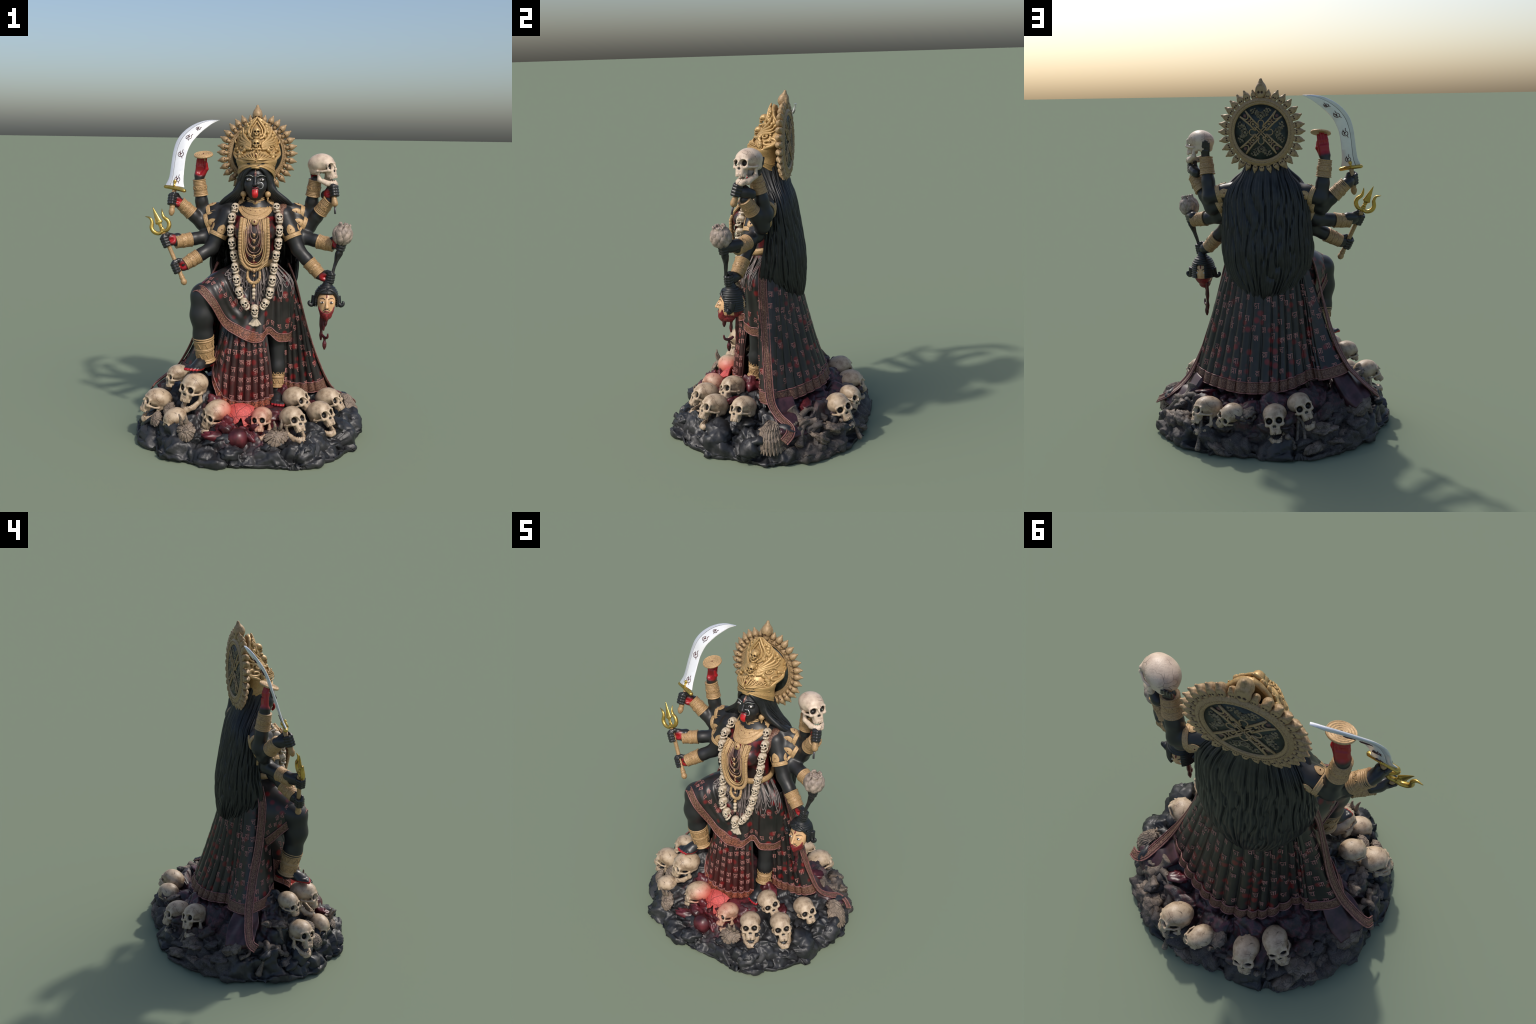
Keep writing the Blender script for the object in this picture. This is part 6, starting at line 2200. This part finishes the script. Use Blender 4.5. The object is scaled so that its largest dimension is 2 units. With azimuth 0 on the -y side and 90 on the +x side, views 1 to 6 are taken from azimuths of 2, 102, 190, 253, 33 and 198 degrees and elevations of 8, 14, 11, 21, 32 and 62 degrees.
def sev_field(P):
    Q = P.copy()
    Q[:, 0] = np.abs(Q[:, 0] - SX)
    d = sd_ell(Q, (0, SY + 0.005, 0.878), (0.054, 0.066, 0.072))
    d = smin(d, sd_ell(Q, (0, SY - 0.020, 0.845), (0.049, 0.056, 0.072)), 0.02)
    d = smin(d, sd_ell(Q, (0, SY + 0.024, 0.850), (0.048, 0.042, 0.062)), 0.02)
    d = smin(d, chain(Q, [(0, SY + 0.060, 0.882), (0, SY + 0.068, 0.852)], [0.005, 0.008], 0.006), 0.008)
    d = smin(d, sd_ell(Q, (0, SY - 0.045, 0.792), (0.026, 0.028, 0.024)), 0.03)
    d = smin(d, chain(Q, [(0, SY - 0.066, 0.885), (0, SY - 0.080, 0.862), (0, SY - 0.090, 0.842)], [0.005, 0.006, 0.0085], 0.006), 0.008)
    d = smin(d, sd_ell(Q, (0.008, SY - 0.078, 0.840), (0.006, 0.008, 0.005)), 0.004)
    d = smax(d, -sd_ell(Q, (0.027, SY - 0.085, 0.868), (0.017, 0.016, 0.008)), 0.008)
    d = smin(d, sd_ell(Q, (0.027, SY - 0.060, 0.868), (0.015, 0.010, 0.009)), 0.004)
    d = smin(d, sd_cap(Q, (0, SY - 0.076, 0.820), (0.012, SY - 0.071, 0.818), 0.004), 0.005)
    d = smin(d, sd_cap(Q, (0, SY - 0.074, 0.811), (0.010, SY - 0.070, 0.812), 0.004), 0.005)
    return d


V, F = surface_nets(sev_field, (SX - 0.07, SY - 0.11, 0.755), (SX + 0.07, SY + 0.085, 0.965), 0.0030)
C = V[F].mean(1)
mi = ((C[:, 2] < 0.806) | (C[:, 1] > SY + 0.02) & (C[:, 2] < 0.832)).astype(int)
FACE2 = mesh_obj('face', V, F, [M_FACE2, M_BEARD], SEV, mi=mi)
FBVH = BVHTree.FromPolygons(V.tolist(), F.tolist())


def on_sev(x, z, off=0.0, back=False):
    h = FBVH.ray_cast(Vector((SX + x, 1 if back else -1, z)), Vector((0, -1 if back else 1, 0)))
    return A(h[0]) + A(h[1]) * off if h[0] else A([SX + x, SY, z])


for bk in (False, True):  # rear face repeats a flaw of the original, not a true part
    pr = lambda a, b, o, bk=bk: on_sev(a, b, o, bk)
    for sg in (-1, 1):
        g = Geo()
        almond(g, sg * 0.026, 0.868, 0.027, 0.0082, -0.0045, pr, 2)
        almond(g, sg * 0.026, 0.868, 0.022, 0.0055, -0.0006, pr, 0)
        g.ball(pr(sg * 0.0255, 0.8685, 0.0036), (0.0048, 0.0025, 0.0052), seg=10, mi=1)
        P = even([pr(sg * a, b, 0.001) for a, b in ((0.009, 0.884), (0.020, 0.891), (0.032, 0.890), (0.042, 0.882))], 16)
        g.tube(P, np.interp(np.linspace(0, 1, 16), [0, .4, 1], [0.0018, 0.0024, 0.0008]), 6, 2)
        g.obj('eye', [M_WHITE, M_IRIS, M_INK], FACE2)
    g = Geo()
    P = even([pr(0, z, 0.0006) for z in (0.893, 0.900, 0.908, 0.920)], 12)
    g.tube(P, np.interp(np.linspace(0, 1, 12), [0, .3, 1], [0.002, 0.0042, 0.0006]), 8)
    g.obj('forehead_mark', M_LIP, FACE2)
g = Geo()
P = even([on_sev(x, 0.8165 - 40 * abs(x) ** 2.2, 0.001) for x in (-0.016, -0.008, 0, 0.008, 0.016)], 14)
g.tube(P, 0.0048 * np.sin(np.linspace(0.15, 3.0, 14)) ** 0.7, 8)
g.obj('lip', M_LIP, FACE2)
g = Geo()
for sg in (-1, 1):
    P = even([on_sev(sg * x, z, 0.0008) for x, z in ((0.002, 0.8275), (0.012, 0.825), (0.022, 0.816))], 12)
    g.tube(P, np.linspace(0.003, 0.0012, 12), 6)
g.obj('moustache', M_INK, FACE2)
# beard: strands along the jaw running down to a point
g = Geo()
for k in range(33):
    t = -1 + 2 * k / 32
    x0, z0 = 0.050 * math.sin(t * 1.45), 0.806 + 0.052 * abs(t) ** 2.2
    p0 = on_sev(x0 * 0.93, z0, 0.0005) if abs(t) < 0.85 else A([SX + x0, SY - 0.01, z0])
    p2 = A([SX + x0 * 0.42, SY - 0.050 + 0.030 * abs(t), 0.748 + 0.034 * abs(t)])
    mid = (p0 + p2) / 2 + A([0.10 * x0, -0.012 * (1 - abs(t)), 0])
    g.tube(even([p0, mid, p2], 12), np.interp(np.linspace(0, 1, 12), [0, .5, 1], [0.0045, 0.0062, 0.003]), 7)
g.ball((SX, SY - 0.022, 0.785), (0.036, 0.040, 0.030), seg=18)
g.obj('beard', M_BEARD, SEV)
# hair: ribbed cap with turned-up curls and a knot held in the fist
g = Geo()
prof_z = [0.832, 0.86, 0.89, 0.92, 0.945, 0.96, 0.972]
prof_w = [0.074, 0.073, 0.072, 0.065, 0.050, 0.033, 0.010]
def hood(z0, z1, a0, a1, nz, na):
    zz = np.linspace(z1, z0, nz)
    wr = np.interp(zz, prof_z, prof_w)
    an = np.linspace(0, 1, na)[None] * (a1 - a0) + a0 + 0 * zz[:, None]
    rip = 0.0022 * np.sin(zz * 520)[:, None] * np.ones(na)[None]
    P = np.stack([SX + (wr[:, None] + rip) * np.sin(an), SY + 0.002 + (wr[:, None] + rip) * np.cos(an) * 1.04, zz[:, None] + 0 * an], 2)
    N = grid_normals(P)
    o = P[..., :2] - A([SX, SY])
    g.sheet(P, 0.014, flip=(N[..., :2] * o).sum() < 0)
hood(0.922, 0.972, -3.13, 3.13, 20, 120)                 # crown of the head
for sg in (-1, 1):                                       # side curtains; the face looks out in front and a second one, an artifact of the original, behind
    hood(0.834, 0.926, sg * 0.36, sg * 2.0, 30, 60)
for sg in (-1, 1):
    g.tube(even([(SX + sg * 0.066, SY + 0.02, 0.890), (SX + sg * 0.074, SY + 0.012, 0.850), (SX + sg * 0.086, SY + 0.004, 0.838), (SX + sg * 0.099, SY + 0.002, 0.845), (SX + sg * 0.100, SY + 0.002, 0.856), (SX + sg * 0.093, SY + 0.002, 0.857)], 26),
           np.interp(np.linspace(0, 1, 26), [0, .4, .8, 1], [0.020, 0.017, 0.011, 0.007]), 12)
    for k in range(3):
        g.tube(even([(SX + sg * 0.004, SY - 0.046 + 0.014 * k, 0.943 + 0.006 * k), (SX + sg * 0.038, SY - 0.046 + 0.018 * k, 0.928), (SX + sg * 0.061, SY - 0.020 + 0.018 * k, 0.885), (SX + sg * 0.068, SY - 0.008 + 0.014 * k, 0.845)], 20), 0.0085, 8)
g.tube(even([(SX + 0.004, SY, 0.955), (SX + 0.008, SY - 0.002, 0.980), (SX + 0.012, SY - 0.004, 1.03), (SX + 0.016, SY - 0.004, 1.045)], 14), np.interp(np.linspace(0, 1, 14), [0, .4, 1], [0.034, 0.020, 0.012]), 12)
g.obj('topknot_hair', M_HAIR, SEV)
# blood: long runs and drops
g = Geo()
def drip(pts, rr):
    g.tube(even(pts, 30), 1.15 * np.interp(np.linspace(0, 1, 30), np.linspace(0, 1, len(rr)), rr), 10)
drip([(SX - 0.026, SY + 0.020, 0.80), (SX - 0.026, SY + 0.018, 0.73), (SX - 0.024, SY + 0.016, 0.69), (SX - 0.025, SY + 0.016, 0.640), (SX - 0.025, SY + 0.016, 0.622)], [0.012, 0.0075, 0.0085, 0.0095, 0.0065, 0.0095, 0.004])
drip([(SX - 0.002, SY - 0.045, 0.765), (SX - 0.003, SY - 0.050, 0.745), (SX - 0.004, SY - 0.052, 0.722)], [0.016, 0.010, 0.009, 0.004])
drip([(SX - 0.012, SY - 0.010, 0.77), (SX - 0.012, SY - 0.014, 0.72), (SX - 0.012, SY - 0.015, 0.688)], [0.012, 0.006, 0.009, 0.004])
drip([(SX + 0.012, SY - 0.053, 0.678), (SX + 0.010, SY - 0.046, 0.655), (SX - 0.004, SY - 0.026, 0.648), (SX - 0.020, SY - 0.004, 0.660)], [0.004, 0.0065, 0.008, 0.006])
drip([(SX - 0.005, SY - 0.026, 0.650), (SX - 0.005, SY - 0.028, 0.615), (SX - 0.005, SY - 0.029, 0.595), (SX - 0.005, SY - 0.029, 0.577)], [0.008, 0.006, 0.011, 0.010, 0.004])
g.obj('blood_drip', M_DKRED, SEV)
